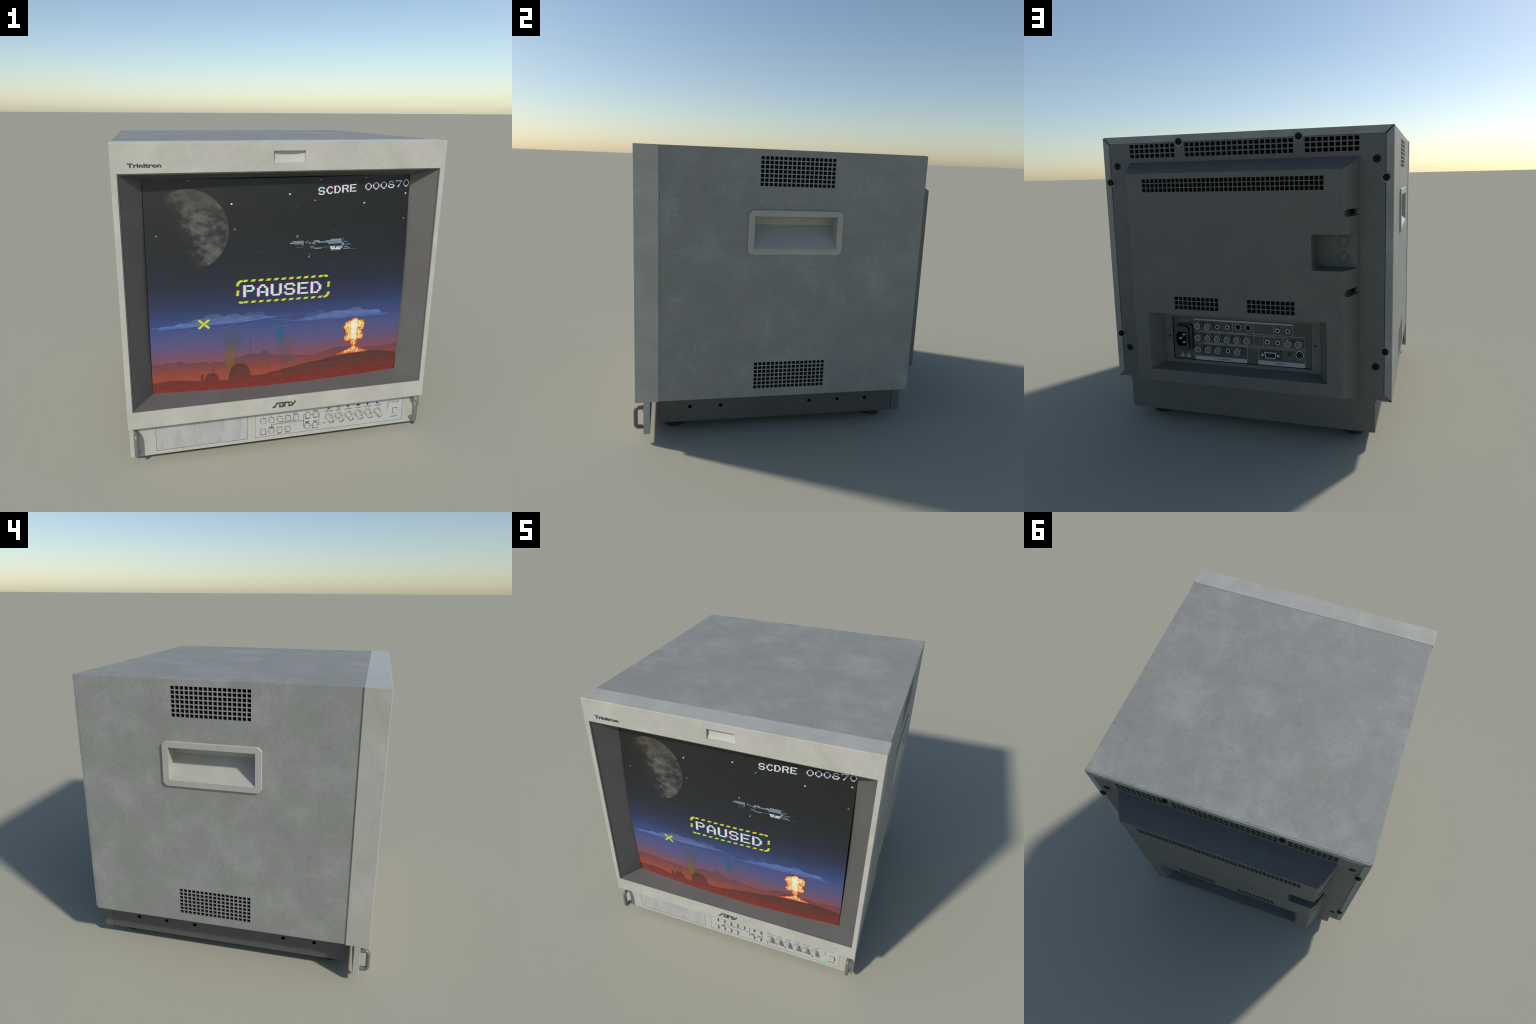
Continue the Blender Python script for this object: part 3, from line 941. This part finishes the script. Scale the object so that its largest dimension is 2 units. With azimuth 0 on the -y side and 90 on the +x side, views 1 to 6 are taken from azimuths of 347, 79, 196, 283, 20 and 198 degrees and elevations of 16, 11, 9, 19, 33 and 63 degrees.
for i in range(45):
    for j in range(50):
        x, z = 0.345 + i * px, 0.560 + j * pz
        d = inside(x, z)
        if d <= 0:
            continue
        h = rng.random()
        core = d * 0.8 + 0.022 * (h - 0.55) + (0.009 if abs(x - 0.450) < 0.018 and z > 0.66 else 0)
        mat = 0 if d < 0.0045 else (0 if core < 0.001 else (1 if core < 0.008 else (2 if core < 0.023 else 3)))
        patch(m, x, x + px, z, z + pz, 5, mat)
finish("picture_fireball", m, [M['fire_red'], M['fire_orange'], M['fire_yellow'], M['fire_white']], screen)

# ---- control panel ---------------------------------------------------------
PF = -0.936
m = Mesh()
m.box(-0.9105, 0.9105, PF, -0.896, 0.0535, BZ0 - 0.0006)
panel = finish("control_panel", m, [M['bezel'], M['seam']], thing, bevel=(0.0025, 2))
SPK = (-0.7625, -0.2155, 0.0775, 0.2600)
CTL = (-0.1660, 0.8090, 0.0790, 0.2600)
cs = []
for x0, x1, z0, z1 in (SPK, CTL):
    c = Mesh()
    c.box(x0, x1, PF - 0.02, PF + 0.012, z0, z1)
    cs.append((c, M['seam']))
cut(panel, cs)
m = Mesh()
for s in (-1, 1):                                 # slanted stiffening ribs behind the panel
    m.loft([[(s * (0.892), -0.8965, 0.0560), (s * 0.892, -0.8965, 0.2690), (s * 0.892, -0.884, 0.2690)],
            [(s * (0.884), -0.8965, 0.0560), (s * 0.884, -0.8965, 0.2690), (s * 0.884, -0.884, 0.2690)]])
finish("stiffening_rib", m, [M['mask']], panel)

g = 0.0016
m = Mesh()
m.box(SPK[0] + g, SPK[1] - g, PF + 0.0006, PF + 0.010, SPK[2] + g, SPK[3] - g)
finish("speaker_grille", m, [M['speaker']], panel)
m = Mesh()
m.prism(rounded_rect(CTL[0] + g, CTL[1] - g, CTL[2] + g, CTL[3] - g, 0.004), PF + 0.0004, PF + 0.010)
plate = finish("control_plate", m, [M['panel_grey']], panel)
PP = PF + 0.0004

# square push buttons with dished faces
m = Mesh()
hw = 0.0140
def sq(h, d, r):
    return [(x, -d, z) for x, z in rounded_rect(-h, h, -h, h, r, 2)]
m.loft([sq(hw, 0.0, 0.003), sq(hw, 0.010, 0.003), sq(hw - 0.0022, 0.0130, 0.003), sq(hw - 0.0045, 0.0130, 0.003), sq(0.0055, 0.0085, 0.003), sq(0.003, 0.0080, 0.0015)], 0, False, True)
m.prism(rounded_rect(-hw - 0.0024, hw + 0.0024, -hw - 0.0024, hw + 0.0024, 0.003, 2), 0.002, -0.0006, 1)  # dark square laid on the plate in place of the gap round the button
button = None
spots = [(-0.1175 + 0.0519 * i, 0.192) for i in range(5)] + [(-0.1175 + 0.0519 * i, 0.118) for i in range(4)]
spots += [(0.166, 0.1945), (0.218, 0.1945), (0.166, 0.118), (0.218, 0.118)]
for x, z in spots:
    if button is None:
        button = finish("push_button", m, [M['button'], M['mark_dark']], panel, smooth=50, location=(x, PP, z))
    else:
        instance(button, "push_button", (x, PP, z))
b = instance(button, "power_button", (0.759, PP, 0.152))
b.scale = (1.05, 1.1, 1.12)

# turning knobs with a cupped cap and a dark block as pointer notch
m = Mesh()
m.lathe([(0.0190, 0.0), (0.0185, 0.010), (0.0165, 0.036), (0.0155, 0.0385), (0.0118, 0.0385), (0.0108, 0.0350), (0.004, 0.0346)], 28, mat=0, cap0=False)
m.lathe([(0.0212, -0.002), (0.0212, 0.0008)], 28, mat=1)  # dark disc added under the knob for stronger relief
m.box(-0.0045, 0.0045, -0.0392, -0.0340, 0.0085, 0.0160, 1)
knob = None
for i in range(6):
    loc = (0.3045 + 0.0660 * i, PP, 0.1625)
    rot = (0, math.radians((-130, -40, -95, 60, 15, -120)[i]), 0)
    if knob is None:
        knob = finish("knob", m, [M['button'], M['mark']], panel, smooth=40, location=loc)
        knob.rotation_euler = rot
    else:
        instance(knob, "knob", loc, rot)

for z in (0.158, 0.107):
    m = Mesh()
    m.lathe([(0.0048, 0.0), (0.0048, 0.003), (0.003, 0.0042)], 14, centre=(0.7065, PP, z))
    finish("indicator_light", m, [M['led']], panel, smooth=40)

# printing on the control plate
Y0, Y1 = PP - 0.0007, PP + 0.001
m = Mesh()
lw = 0.0034
for path in ([(-0.014, 0.176), (-0.014, 0.168), (0.090, 0.168), (0.090, 0.176)], [(-0.065, 0.138), (-0.065, 0.158), (0.142, 0.158)],
             [(0.151, 0.199), (0.142, 0.199), (0.142, 0.118), (0.151, 0.118)], [(0.233, 0.1945), (0.243, 0.1945), (0.243, 0.116), (0.233, 0.116)],
             [(0.181, 0.1945), (0.203, 0.1945)], [(0.181, 0.118), (0.203, 0.118)], [(0.038, 0.176), (0.038, 0.1695)],
             [(0.7075, 0.1660), (0.7075, 0.2150), (0.728, 0.2150)]):
    stroke(m, path, lw, Y0, Y1)
for kx in [0.3045 + 0.066 * i for i in range(6)]:               # scale ticks round each knob
    for a in range(-130, 131, 29):
        t = math.radians(90 + a)
        m.prism(rounded_rect(kx + 0.0275 * math.cos(t) - 0.0021, kx + 0.0275 * math.cos(t) + 0.0021, 0.1625 + 0.0275 * math.sin(t) - 0.0021, 0.1625 + 0.0275 * math.sin(t) + 0.0021, 0.001, 1), Y0, Y1)
def label(s, cx, cz, w, h=0.0074, mat=0):
    text_into(m, s, cx - w / 2, cx + w / 2, cz - h / 2, cz + h / 2, PP - 0.0001, 0.0007, -1, mat, bold=0.035)
for s, x, z, w in (("A", -0.1175, 0.2155, 0.006), ("B", -0.0656, 0.2155, 0.006), ("C", -0.0137, 0.2155, 0.005), ("D", 0.0382, 0.2155, 0.006), ("INPUT", 0.090, 0.2155, 0.030),
                   ("DEGAUSS", -0.1175, 0.0965, 0.040), ("SCAN", -0.0137, 0.0975, 0.024), ("ONLY", -0.0137, 0.0895, 0.024), ("DELAY", 0.038, 0.0985, 0.028), ("SYNC", 0.038, 0.0905, 0.026),
                   ("MENU", 0.218, 0.2185, 0.034), ("ENTER", 0.218, 0.0965, 0.040),
                   ("APERTURE", 0.3045, 0.2035, 0.058), ("BRIGHT", 0.3705, 0.2035, 0.040), ("CHROMA", 0.4365, 0.2035, 0.048), ("PHASE", 0.5025, 0.2035, 0.036), ("CONTRAST", 0.5685, 0.2035, 0.054),
                   ("VOLUME", 0.6345, 0.2035, 0.044), ("POWER", 0.762, 0.2140, 0.046), ("OPERATE", 0.7575, 0.1075, 0.052)):
    label(s, x, z, w)
for i in range(1, 6):
    label("MAX", 0.3045 + 0.066 * i - 0.034, 0.1255, 0.020)
label("FLAT", 0.279, 0.1235, 0.020, 0.008)
finish("printed_label", m, [M['mark']], panel, stuff=True)

m = Mesh()
for x, z in ((0.166, 0.1725), (0.166, 0.1435)):
    m.prism(rounded_rect(x - 0.0135, x + 0.0135, z - 0.0045, z + 0.0045, 0.002, 2), Y0, Y1)
m.prism([(0.163, 0.0955), (0.169, 0.0955), (0.166, 0.0895)][::-1], Y0, Y1)
m.prism([(0.163, 0.2150), (0.169, 0.2150), (0.166, 0.2215)], Y0, Y1)
# pictograms over the knobs
cz = 0.2225
for s in (-1, 1):
    stroke(m, [(0.3045 - 0.010, cz - s * 0.008), (0.3045 + 0.010, cz + s * 0.008)], 0.0045, Y0 - 0.0001 * s, Y1)
stroke(m, [(0.3705 + 0.0095 * math.cos(k * math.pi / 8), cz + 0.0095 * math.sin(k * math.pi / 8)) for k in range(16)], 0.0032, Y0, Y1, True)
for cx in (0.4365, 0.5685):
    m.prism([(cx + 0.010 * math.cos(math.radians(a)), cz + 0.010 * math.sin(math.radians(a))) for a in range(90, 271, 20)], Y0, Y1)
    stroke(m, [(cx + 0.0095 * math.cos(math.radians(a)), cz + 0.0095 * math.sin(math.radians(a))) for a in range(-84, 85, 21)], 0.0012, Y0, Y1)
m.prism([(0.5025 - 0.016, cz), (0.5025, cz + 0.008), (0.5025 + 0.016, cz), (0.5025, cz - 0.008)], Y0, Y1)
m.prism([(0.6345 - 0.010, cz - 0.006), (0.6345 + 0.014, cz - 0.006), (0.6345 - 0.010, cz + 0.008)][::-1], Y0, Y1)
finish("printed_symbol", m, [M['mark_dark']], panel, stuff=True)
m = Mesh()
for x, z in ((0.218, 0.1725), (0.218, 0.1445), (-0.065, 0.1395)):
    m.prism(rounded_rect(x - 0.0135, x + 0.0135, z - 0.0045, z + 0.0045, 0.002, 2), Y0 - 0.0001, Y1)
finish("printed_bar", m, [M['mark']], panel)

# ---- pull handles ----------------------------------------------------------
def handle_path():
    ya, yb, za, zb, r = PF + 0.004, -0.9855, 0.0890, 0.2205, 0.022
    pts = [(ya, zb), (yb + r + 0.004, zb)]
    pts += [(yb + r - r * math.sin(math.radians(a)), zb - r + r * math.cos(math.radians(a))) for a in range(0, 91, 15)]
    pts += [(yb + r - r * math.cos(math.radians(a)), za + r - r * math.sin(math.radians(a))) for a in range(0, 91, 15)]
    pts += [(yb + r + 0.004, za), (ya, za)]
    return pts
m = Mesh()
tube(m, [(0, y, z) for y, z in handle_path()], 0.0138, 14)
handle = finish("handle", m, [M['handle']], thing, smooth=50, location=(-0.872, 0, 0))
instance(handle, "handle", (0.872, 0, 0))

# ---- rear cover ------------------------------------------------------------
PX = CX - fl - 0.0030
m = Mesh()
m.prism([(-PX, 0.3170), (-0.8960, 0.2890), (-0.8125, 0.2870), (-0.8125, 0.0745), (0.8125, 0.0745), (0.8125, 0.2870), (0.8960, 0.2890), (PX, 0.3170), (PX, z_in - 0.0015), (-PX, z_in - 0.0015)], 0.7785, COVER)
cover = finish("rear_cover", m, [M['rear'], M['seam']], thing)
BACK_VENTS = ((0.4095, 0.7175, 1.7265, 1.8080, 9, 3), (-0.3400, 0.3400, 1.7265, 1.8080, 20, 3), (-0.7175, -0.4095, 1.7265, 1.8080, 9, 3))
HUMP_VENTS = ((-0.5485, 0.5485, 1.5185, 1.5945, 40, 3), (0.0900, 0.3750, 0.8145, 0.8915, 10, 3), (-0.3750, -0.0900, 0.8145, 0.8915, 10, 3))
cs = []
for x0, x1, z0, z1, nu, nv in BACK_VENTS:
    c = Mesh(); c.box(x0, x1, COVER - 0.032, COVER + 0.05, z0, z1)
    cs.append((c, M['black']))
cut(cover, cs)

# bulge: flat back, sloping top, softly bent sides
m = Mesh()
def hump_ring(y, x, z0, z1):
    return [(-x, y, z0), (x, y, z0), (x, y, z1), (-x, y, z1)]
m.loft([hump_ring(0.8300, 0.7235, 0.2790, 1.6990), hump_ring(0.8360, 0.7220, 0.2800, 1.6975), hump_ring(0.9550, 0.6785, 0.3290, 1.6465), hump_ring(HUMP, 0.6510, 0.3440, 1.6275)])
hump = finish("rear_bulge", m, [M['rear'], M['seam']], cover, smooth=22)
cs = []
for x0, x1, z0, z1, nu, nv in HUMP_VENTS:
    c = Mesh(); c.box(x0, x1, HUMP - 0.038, HUMP + 0.05, z0, z1)
    cs.append((c, M['black']))
R0, R1 = (0.5585, 0.4215, 0.7830), (0.5005, 0.4400, 0.7545)
k = (1.02 - 1.0) / (1.0 - 0.903)
c = Mesh()
c.loft([hump_ring(0.903, *R1), hump_ring(1.02, R0[0] + (R0[0] - R1[0]) * k, R0[1] - (R1[1] - R0[1]) * k, R0[2] + (R0[2] - R1[2]) * k)])
cs.append((c, M['rear']))
c = Mesh(); c.box(-0.4485, 0.4485, 0.886, 0.905, 0.4620, 0.7385)
cs.append((c, M['seam']))
c = Mesh()                                         # hand pocket, open to one side
c.prism([(-0.80, 1.0755), (-0.490, 1.0755), (-0.4765, 1.089), (-0.4765, 1.264), (-0.490, 1.2775), (-0.80, 1.2775)], 0.8685, 1.05)
cs.append((c, M['rear']))
for zc in (1.3915, 0.9465):                        # screw slots
    c = Mesh()
    r = 0.0205
    c.prism([(-0.80, zc - r)] + [(-0.674 + r * math.sin(math.radians(a)), zc - r * math.cos(math.radians(a))) for a in range(0, 181, 20)] + [(-0.80, zc + r)], 0.820, 1.05)
    cs.append((c, M['rear']))
cut(hump, cs)

for plane, vents, par, bu, bv in ((COVER, BACK_VENTS, cover, 0.0085, 0.0080), (HUMP, HUMP_VENTS, hump, 0.0050, 0.0048)):
    for x0, x1, z0, z1, nu, nv in vents:
        grille("vent_grille", lambda u, v, d, p=plane: (u, p - 0.0004 - d, v), x0, x1, z0, z1, nu, nv, bu, bv, 0.015, M['rear'], par)

# raised floor of the hand pocket; dark rings laid on it stand for grooves
PY = 0.8688
m = Mesh()
m.box(-0.7090, -0.4775, 0.8345, PY, 1.0765, 1.2765)
finish("pocket_floor", m, [M['rear']], hump)
m = Mesh()
for zc in (1.2190, 1.1260):
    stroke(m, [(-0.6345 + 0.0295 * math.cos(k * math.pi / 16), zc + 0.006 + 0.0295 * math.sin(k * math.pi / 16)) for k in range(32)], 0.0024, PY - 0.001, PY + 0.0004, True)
m.box(-0.7080, -0.4785, PY - 0.001, PY + 0.0005, 1.0772, 1.0788)
finish("dark_groove_ring", m, [M['seam']], hump)

# ---- screws ----------------------------------------------------------------
def screw_mesh(r, h, washer):
    m = Mesh()
    if washer:
        m.lathe([(r * 1.36, 0.0), (r * 1.36, 0.0022), (r * 1.22, 0.0030)], 24, sign=1, mat=1, cap0=False)
    m.lathe([(r * 0.98, 0.0), (r, h * 0.55), (r * 0.86, h * 0.9), (r * 0.55, h)], 24, sign=1, mat=0, cap0=False)
    w, l = r * 0.13, r * 0.62
    for a, b in ((w, l), (l, w)):
        m.box(-a, a, h - 0.0015, h + 0.0004 + (0.0001 if a > b else 0), -b, b, 2)
    return m
edge = None
for x, z in ((0.866, 1.578), (-0.866, 1.578), (0.866, 0.582), (-0.866, 0.582), (0.3755, 1.8165), (-0.3745, 1.8165)):
    if edge is None:
        edge = finish("screw", screw_mesh(0.0205, 0.0165, True), [M['screw'], M['cabinet'], M['black']], cover, smooth=35, location=(x, BACK - 0.001, z))
    else:
        instance(edge, "screw", (x, BACK - 0.001, z), (0, 0.4 * (x + z), 0))
sunk = None
for x, z in ((0.8125, 1.679), (-0.8140, 1.679), (0.8125, 0.487), (-0.8140, 0.487)):
    if sunk is None:
        sunk = finish("screw", screw_mesh(0.0226, 0.0040, False), [M['screw'], M['seam'], M['black']], cover, smooth=35, location=(x, COVER, z))
    else:
        instance(sunk, "screw", (x, COVER, z), (0, 0.7 * x, 0))
deep = None
for z in (1.3915, 0.9465):
    if deep is None:
        deep = finish("screw", screw_mesh(0.0165, 0.0150, False), [M['screw'], M['seam'], M['black']], cover, smooth=35, location=(-0.683, COVER, z))
    else:
        instance(deep, "screw", (-0.683, COVER, z), (0, 0.5, 0))

# ---- connector panel -------------------------------------------------------
CP = 0.8975
m = Mesh()
m.box(-0.4460, 0.4460, 0.8850, CP, 0.4645, 0.7360)
conn = finish("connector_panel", m, [M['panel_dark']], thing, bevel=(0.001, 1))
m = Mesh()
for x in (-0.472, 0.472):
    m.lathe([(0.0065, 0.0), (0.0065, 0.0016)], 14, centre=(x, 0.9025, 0.6085), sign=1)  # raised black discs stand in for the screw holes
finish("fixing_hole_disc", m, [M['black']], conn)

# coaxial sockets
m = Mesh()
m.lathe([(0.0215, 0.0), (0.0215, 0.0035), (0.0175, 0.0040)], 6, sign=1, mat=0, cap0=False)
m.lathe([(0.0192, 0.0035), (0.0188, 0.0200), (0.0165, 0.0210), (0.0165, 0.0320), (0.0178, 0.0330), (0.0186, 0.0350), (0.0186, 0.0450)], 24, sign=1, mat=0, cap0=False, cap1=False)
m.lathe([(0.0186, 0.0450), (0.0150, 0.0450), (0.0145, 0.0340)], 24, sign=1, mat=1, cap0=False, cap1=False)
m.lathe([(0.0146, 0.0345), (0.0100, 0.0346)], 24, sign=1, mat=4, cap0=False, cap1=False)
m.lathe([(0.0100, 0.0340), (0.0100, 0.0435), (0.0055, 0.0440)], 20, sign=1, mat=2, cap0=False)
m.lathe([(0.0030, 0.0440), (0.0026, 0.0452)], 12, sign=1, mat=3, cap0=False)
for s in (-1, 1):                                  # bayonet studs
    m.box(-0.0022, 0.0022, 0.0255, 0.0300, *sorted((s * 0.014, s * 0.0195)), 0)
bnc = None
spots = [(x, 0.6955) for x in (0.261, 0.197)] + [(0.261 - 0.0638 * i, 0.6215) for i in range(6)] + [(-0.313, 0.6215), (-0.377, 0.6215)]
spots += [(x, 0.5470) for x in (0.261, 0.197, 0.133, 0.005)]
for x, z in spots:
    if bnc is None:
        bnc = finish("coaxial_socket", m, [M['steel'], M['tip'], M['insulator'], M['black'], M['black']], conn, smooth=35, location=(x, CP, z))
    else:
        instance(bnc, "coaxial_socket", (x, CP, z), (0, random.uniform(-0.3, 0.3), 0))
# small phono sockets
m = Mesh()
m.lathe([(0.0150, 0.0), (0.0150, 0.0030), (0.0135, 0.0040), (0.0135, 0.0120)], 22, sign=1, mat=0, cap0=False, cap1=False)
m.lathe([(0.0135, 0.0120), (0.0085, 0.0122)], 22, sign=1, mat=1, cap0=False, cap1=False)
m.lathe([(0.0085, 0.0122), (0.0080, 0.0040), (0.0010, 0.0040)], 18, sign=1, mat=2, cap0=False)
rca = None
for x, z in ((0.141, 0.689), (0.077, 0.689), (-0.244, 0.6895), (-0.3075, 0.6895), (-0.180, 0.614), (-0.244, 0.614), (0.077, 0.540)):
    if rca is None:
        rca = finish("phono_socket", m, [M['steel'], M['tip'], M['black']], conn, smooth=35, location=(x, CP, z))
    else:
        instance(rca, "phono_socket", (x, CP, z))
# round multi-pin sockets
def round_socket(r, name, x, z, pins):
    m = Mesh()
    m.lathe([(r, 0.0), (r, 0.0055), (r * 0.86, 0.0058), (r * 0.84, 0.0020)], 28, sign=1, mat=0, cap0=False, cap1=False)
    m.lathe([(r * 0.86, 0.0015), (r * 0.2, 0.0016)], 28, sign=1, mat=1, cap0=False)
    for i in range(pins):
        a = 2 * math.pi * (i + 0.5) / pins
        m.lathe([(r * 0.10, 0.001), (r * 0.10, 0.0030)], 8, centre=(r * 0.48 * math.cos(a), 0, r * 0.48 * math.sin(a)), sign=1, mat=2)
    finish(name, m, [M['tip'], M['black'], M['insulator']], conn, smooth=35, location=(x, CP, z))
round_socket(0.0205, "round_socket", 0.008, 0.6935, 4)
round_socket(0.0205, "round_socket", -0.0565, 0.6935, 4)
round_socket(0.0250, "round_socket", -0.3765, 0.5450, 8)
m = Mesh()
m.lathe([(0.0110, 0.0), (0.0110, 0.006), (0.0070, 0.0062), (0.0060, 0.002), (0.001, 0.002)], 18, sign=1, mat=0, cap0=False)
finish("jack_socket", m, [M['socket']], conn, smooth=35, location=(-0.3125, CP, 0.5485))
# serial port: dark plate, trapezoid shell, two posts
m = Mesh()
m.prism(rounded_rect(-0.262, -0.130, 0.5075, 0.5610, 0.005, 3), CP - 0.001, CP + 0.0025, 1)
trap = [(-0.2300, 0.5475), (-0.1595, 0.5475), (-0.1660, 0.5140), (-0.2235, 0.5140)]
stroke(m, trap, 0.0050, CP, CP + 0.0100, True, 0)
m.prism(trap, CP, CP + 0.0050, 2)
for i in range(9):
    x, z = (-0.2150 + 0.0105 * i, 0.5365) if i < 5 else (-0.2100 + 0.0105 * (i - 5), 0.5240)
    m.lathe([(0.0018, 0), (0.0018, 0.0062)], 8, centre=(x, CP, z), sign=1, mat=0)
for x in (-0.1440, -0.2435):
    m.lathe([(0.0085, 0), (0.0085, 0.0080), (0.0040, 0.0085)], 6, centre=(x, CP, 0.5305), sign=1, mat=3)
finish("serial_port", m, [M['tip'], M['socket'], M['black'], M['tip']], conn)
# power inlet
m = Mesh()
def rr(x0, x1, z0, z1, r, y):
    return [(x, y, z) for x, z in rounded_rect(x0, x1, z0, z1, r, 4)]
m.loft([rr(0.3090, 0.4260, 0.5330, 0.6960, 0.018, CP - 0.001), rr(0.3090, 0.4260, 0.5330, 0.6960, 0.018, CP + 0.022), rr(0.3120, 0.4230, 0.5360, 0.6930, 0.018, CP + 0.024),
        rr(0.3200, 0.4180, 0.5420, 0.6910, 0.020, CP + 0.026), rr(0.3230, 0.4170, 0.5440, 0.6905, 0.020, CP + 0.052)])
inlet = finish("power_inlet", m, [M['socket'], M['black']], conn, smooth=35)
c = Mesh()
c.prism([(0.3345, 0.5660), (0.3880, 0.5660), (0.4020, 0.5840), (0.4020, 0.6400), (0.3880, 0.6550), (0.3345, 0.6550)], CP + 0.020, CP + 0.07)
cut(inlet, [(c, M['black'])])
m = Mesh()
for x, z in ((0.354, 0.6370), (0.378, 0.6120), (0.354, 0.5870)):
    m.box(x - 0.0080, x + 0.0080, CP + 0.018, CP + 0.047, z - 0.0040, z + 0.0040)
finish("inlet_pin", m, [M['tip']], inlet)

# printing on the connector panel
m = Mesh()
YA, YB = CP - 0.001, CP + 0.0006
def bar(x0, x1, z0, z1, mat=0, lift=0.0):
    m.box(min(x0, x1), max(x0, x1), YA, YB + lift, z0, z1, mat)
bar(-0.336, 0.303, 0.7205, 0.7305)
bar(-0.0430, 0.3030, 0.4655, 0.4910)
bar(-0.4070, -0.1140, 0.4655, 0.4930)
t = 0.0040
for x0, x1, z in ((-0.336, 0.303, 0.6540), (-0.336, 0.303, 0.6430), (-0.408, -0.336, 0.6500), (-0.408, 0.303, 0.5790), (-0.408, 0.303, 0.5685)):
    bar(x0, x1, z, z + t, 1, 0.0001)
for x, z0, z1 in ((0.303, 0.4900, 0.7200), (0.045, 0.655, 0.720), (-0.088, 0.655, 0.720), (-0.217, 0.655, 0.720), (-0.335, 0.644, 0.720), (-0.089, 0.581, 0.645), (-0.1535, 0.585, 0.645),
                  (-0.2720, 0.585, 0.640), (-0.4075, 0.4930, 0.651), (-0.0465, 0.491, 0.570), (-0.1160, 0.493, 0.570), (0.167, 0.595, 0.643), (0.037, 0.600, 0.643)):
    bar(x - t / 2, x + t / 2, z0, z1, 1, 0.0002)
for z0, z1 in ((0.6465, 0.6535), (0.5720, 0.5785)):
    for x0, x1 in ((0.24, 0.10), (0.085, -0.05)):
        bar(x0, x1, z0, z1, 1, 0.0003)
def back_label(s, cx, cz, w, h, mat, y=CP + 0.0004):
    text_into(m, s, cx - w / 2, cx + w / 2, cz - h / 2, cz + h / 2, y, 0.0006, 1, mat, bold=0.01)
back_label("AC IN", 0.3650, 0.7165, 0.064, 0.0165, 1)
back_label("AUDIO", 0.108, 0.7095, 0.036, 0.006, 1)
back_label("AUDIO", -0.276, 0.7095, 0.036, 0.006, 1)
back_label("AUDIO", -0.212, 0.6370, 0.036, 0.006, 1)
back_label("IN", 0.141, 0.6675, 0.008, 0.006, 1)
back_label("OUT", -0.080, 0.6675, 0.014, 0.006, 1)
back_label("DC 5V", -0.3125, 0.5235, 0.042, 0.006, 1)
back_label("OUT", -0.3125, 0.5130, 0.024, 0.006, 1)
back_label("REMOTE", -0.3765, 0.5080, 0.046, 0.006, 1)
back_label("RGB/COMPONENT", 0.1150, 0.4785, 0.110, 0.0095, 2, CP + 0.0006)
back_label("REMOTE", -0.2580, 0.4795, 0.056, 0.0095, 2, CP + 0.0006)
for x in (0.3925, 0.3515):                         # warning triangles
    z = 0.4920
    m.prism([(x - 0.0165, z - 0.0140), (x + 0.0165, z - 0.0140), (x, z + 0.0165)], YA, YB, 3)
    m.prism([(x - 0.0022, z - 0.0075), (x + 0.0022, z - 0.0075), (x + 0.0028, z + 0.0070), (x - 0.0028, z + 0.0070)], YA, YB + 0.0003, 4)
finish("printed_label", m, [M['print_white'], M['print_line'], M['mark'], M['print_white'], M['panel_dark']], conn, stuff=True)
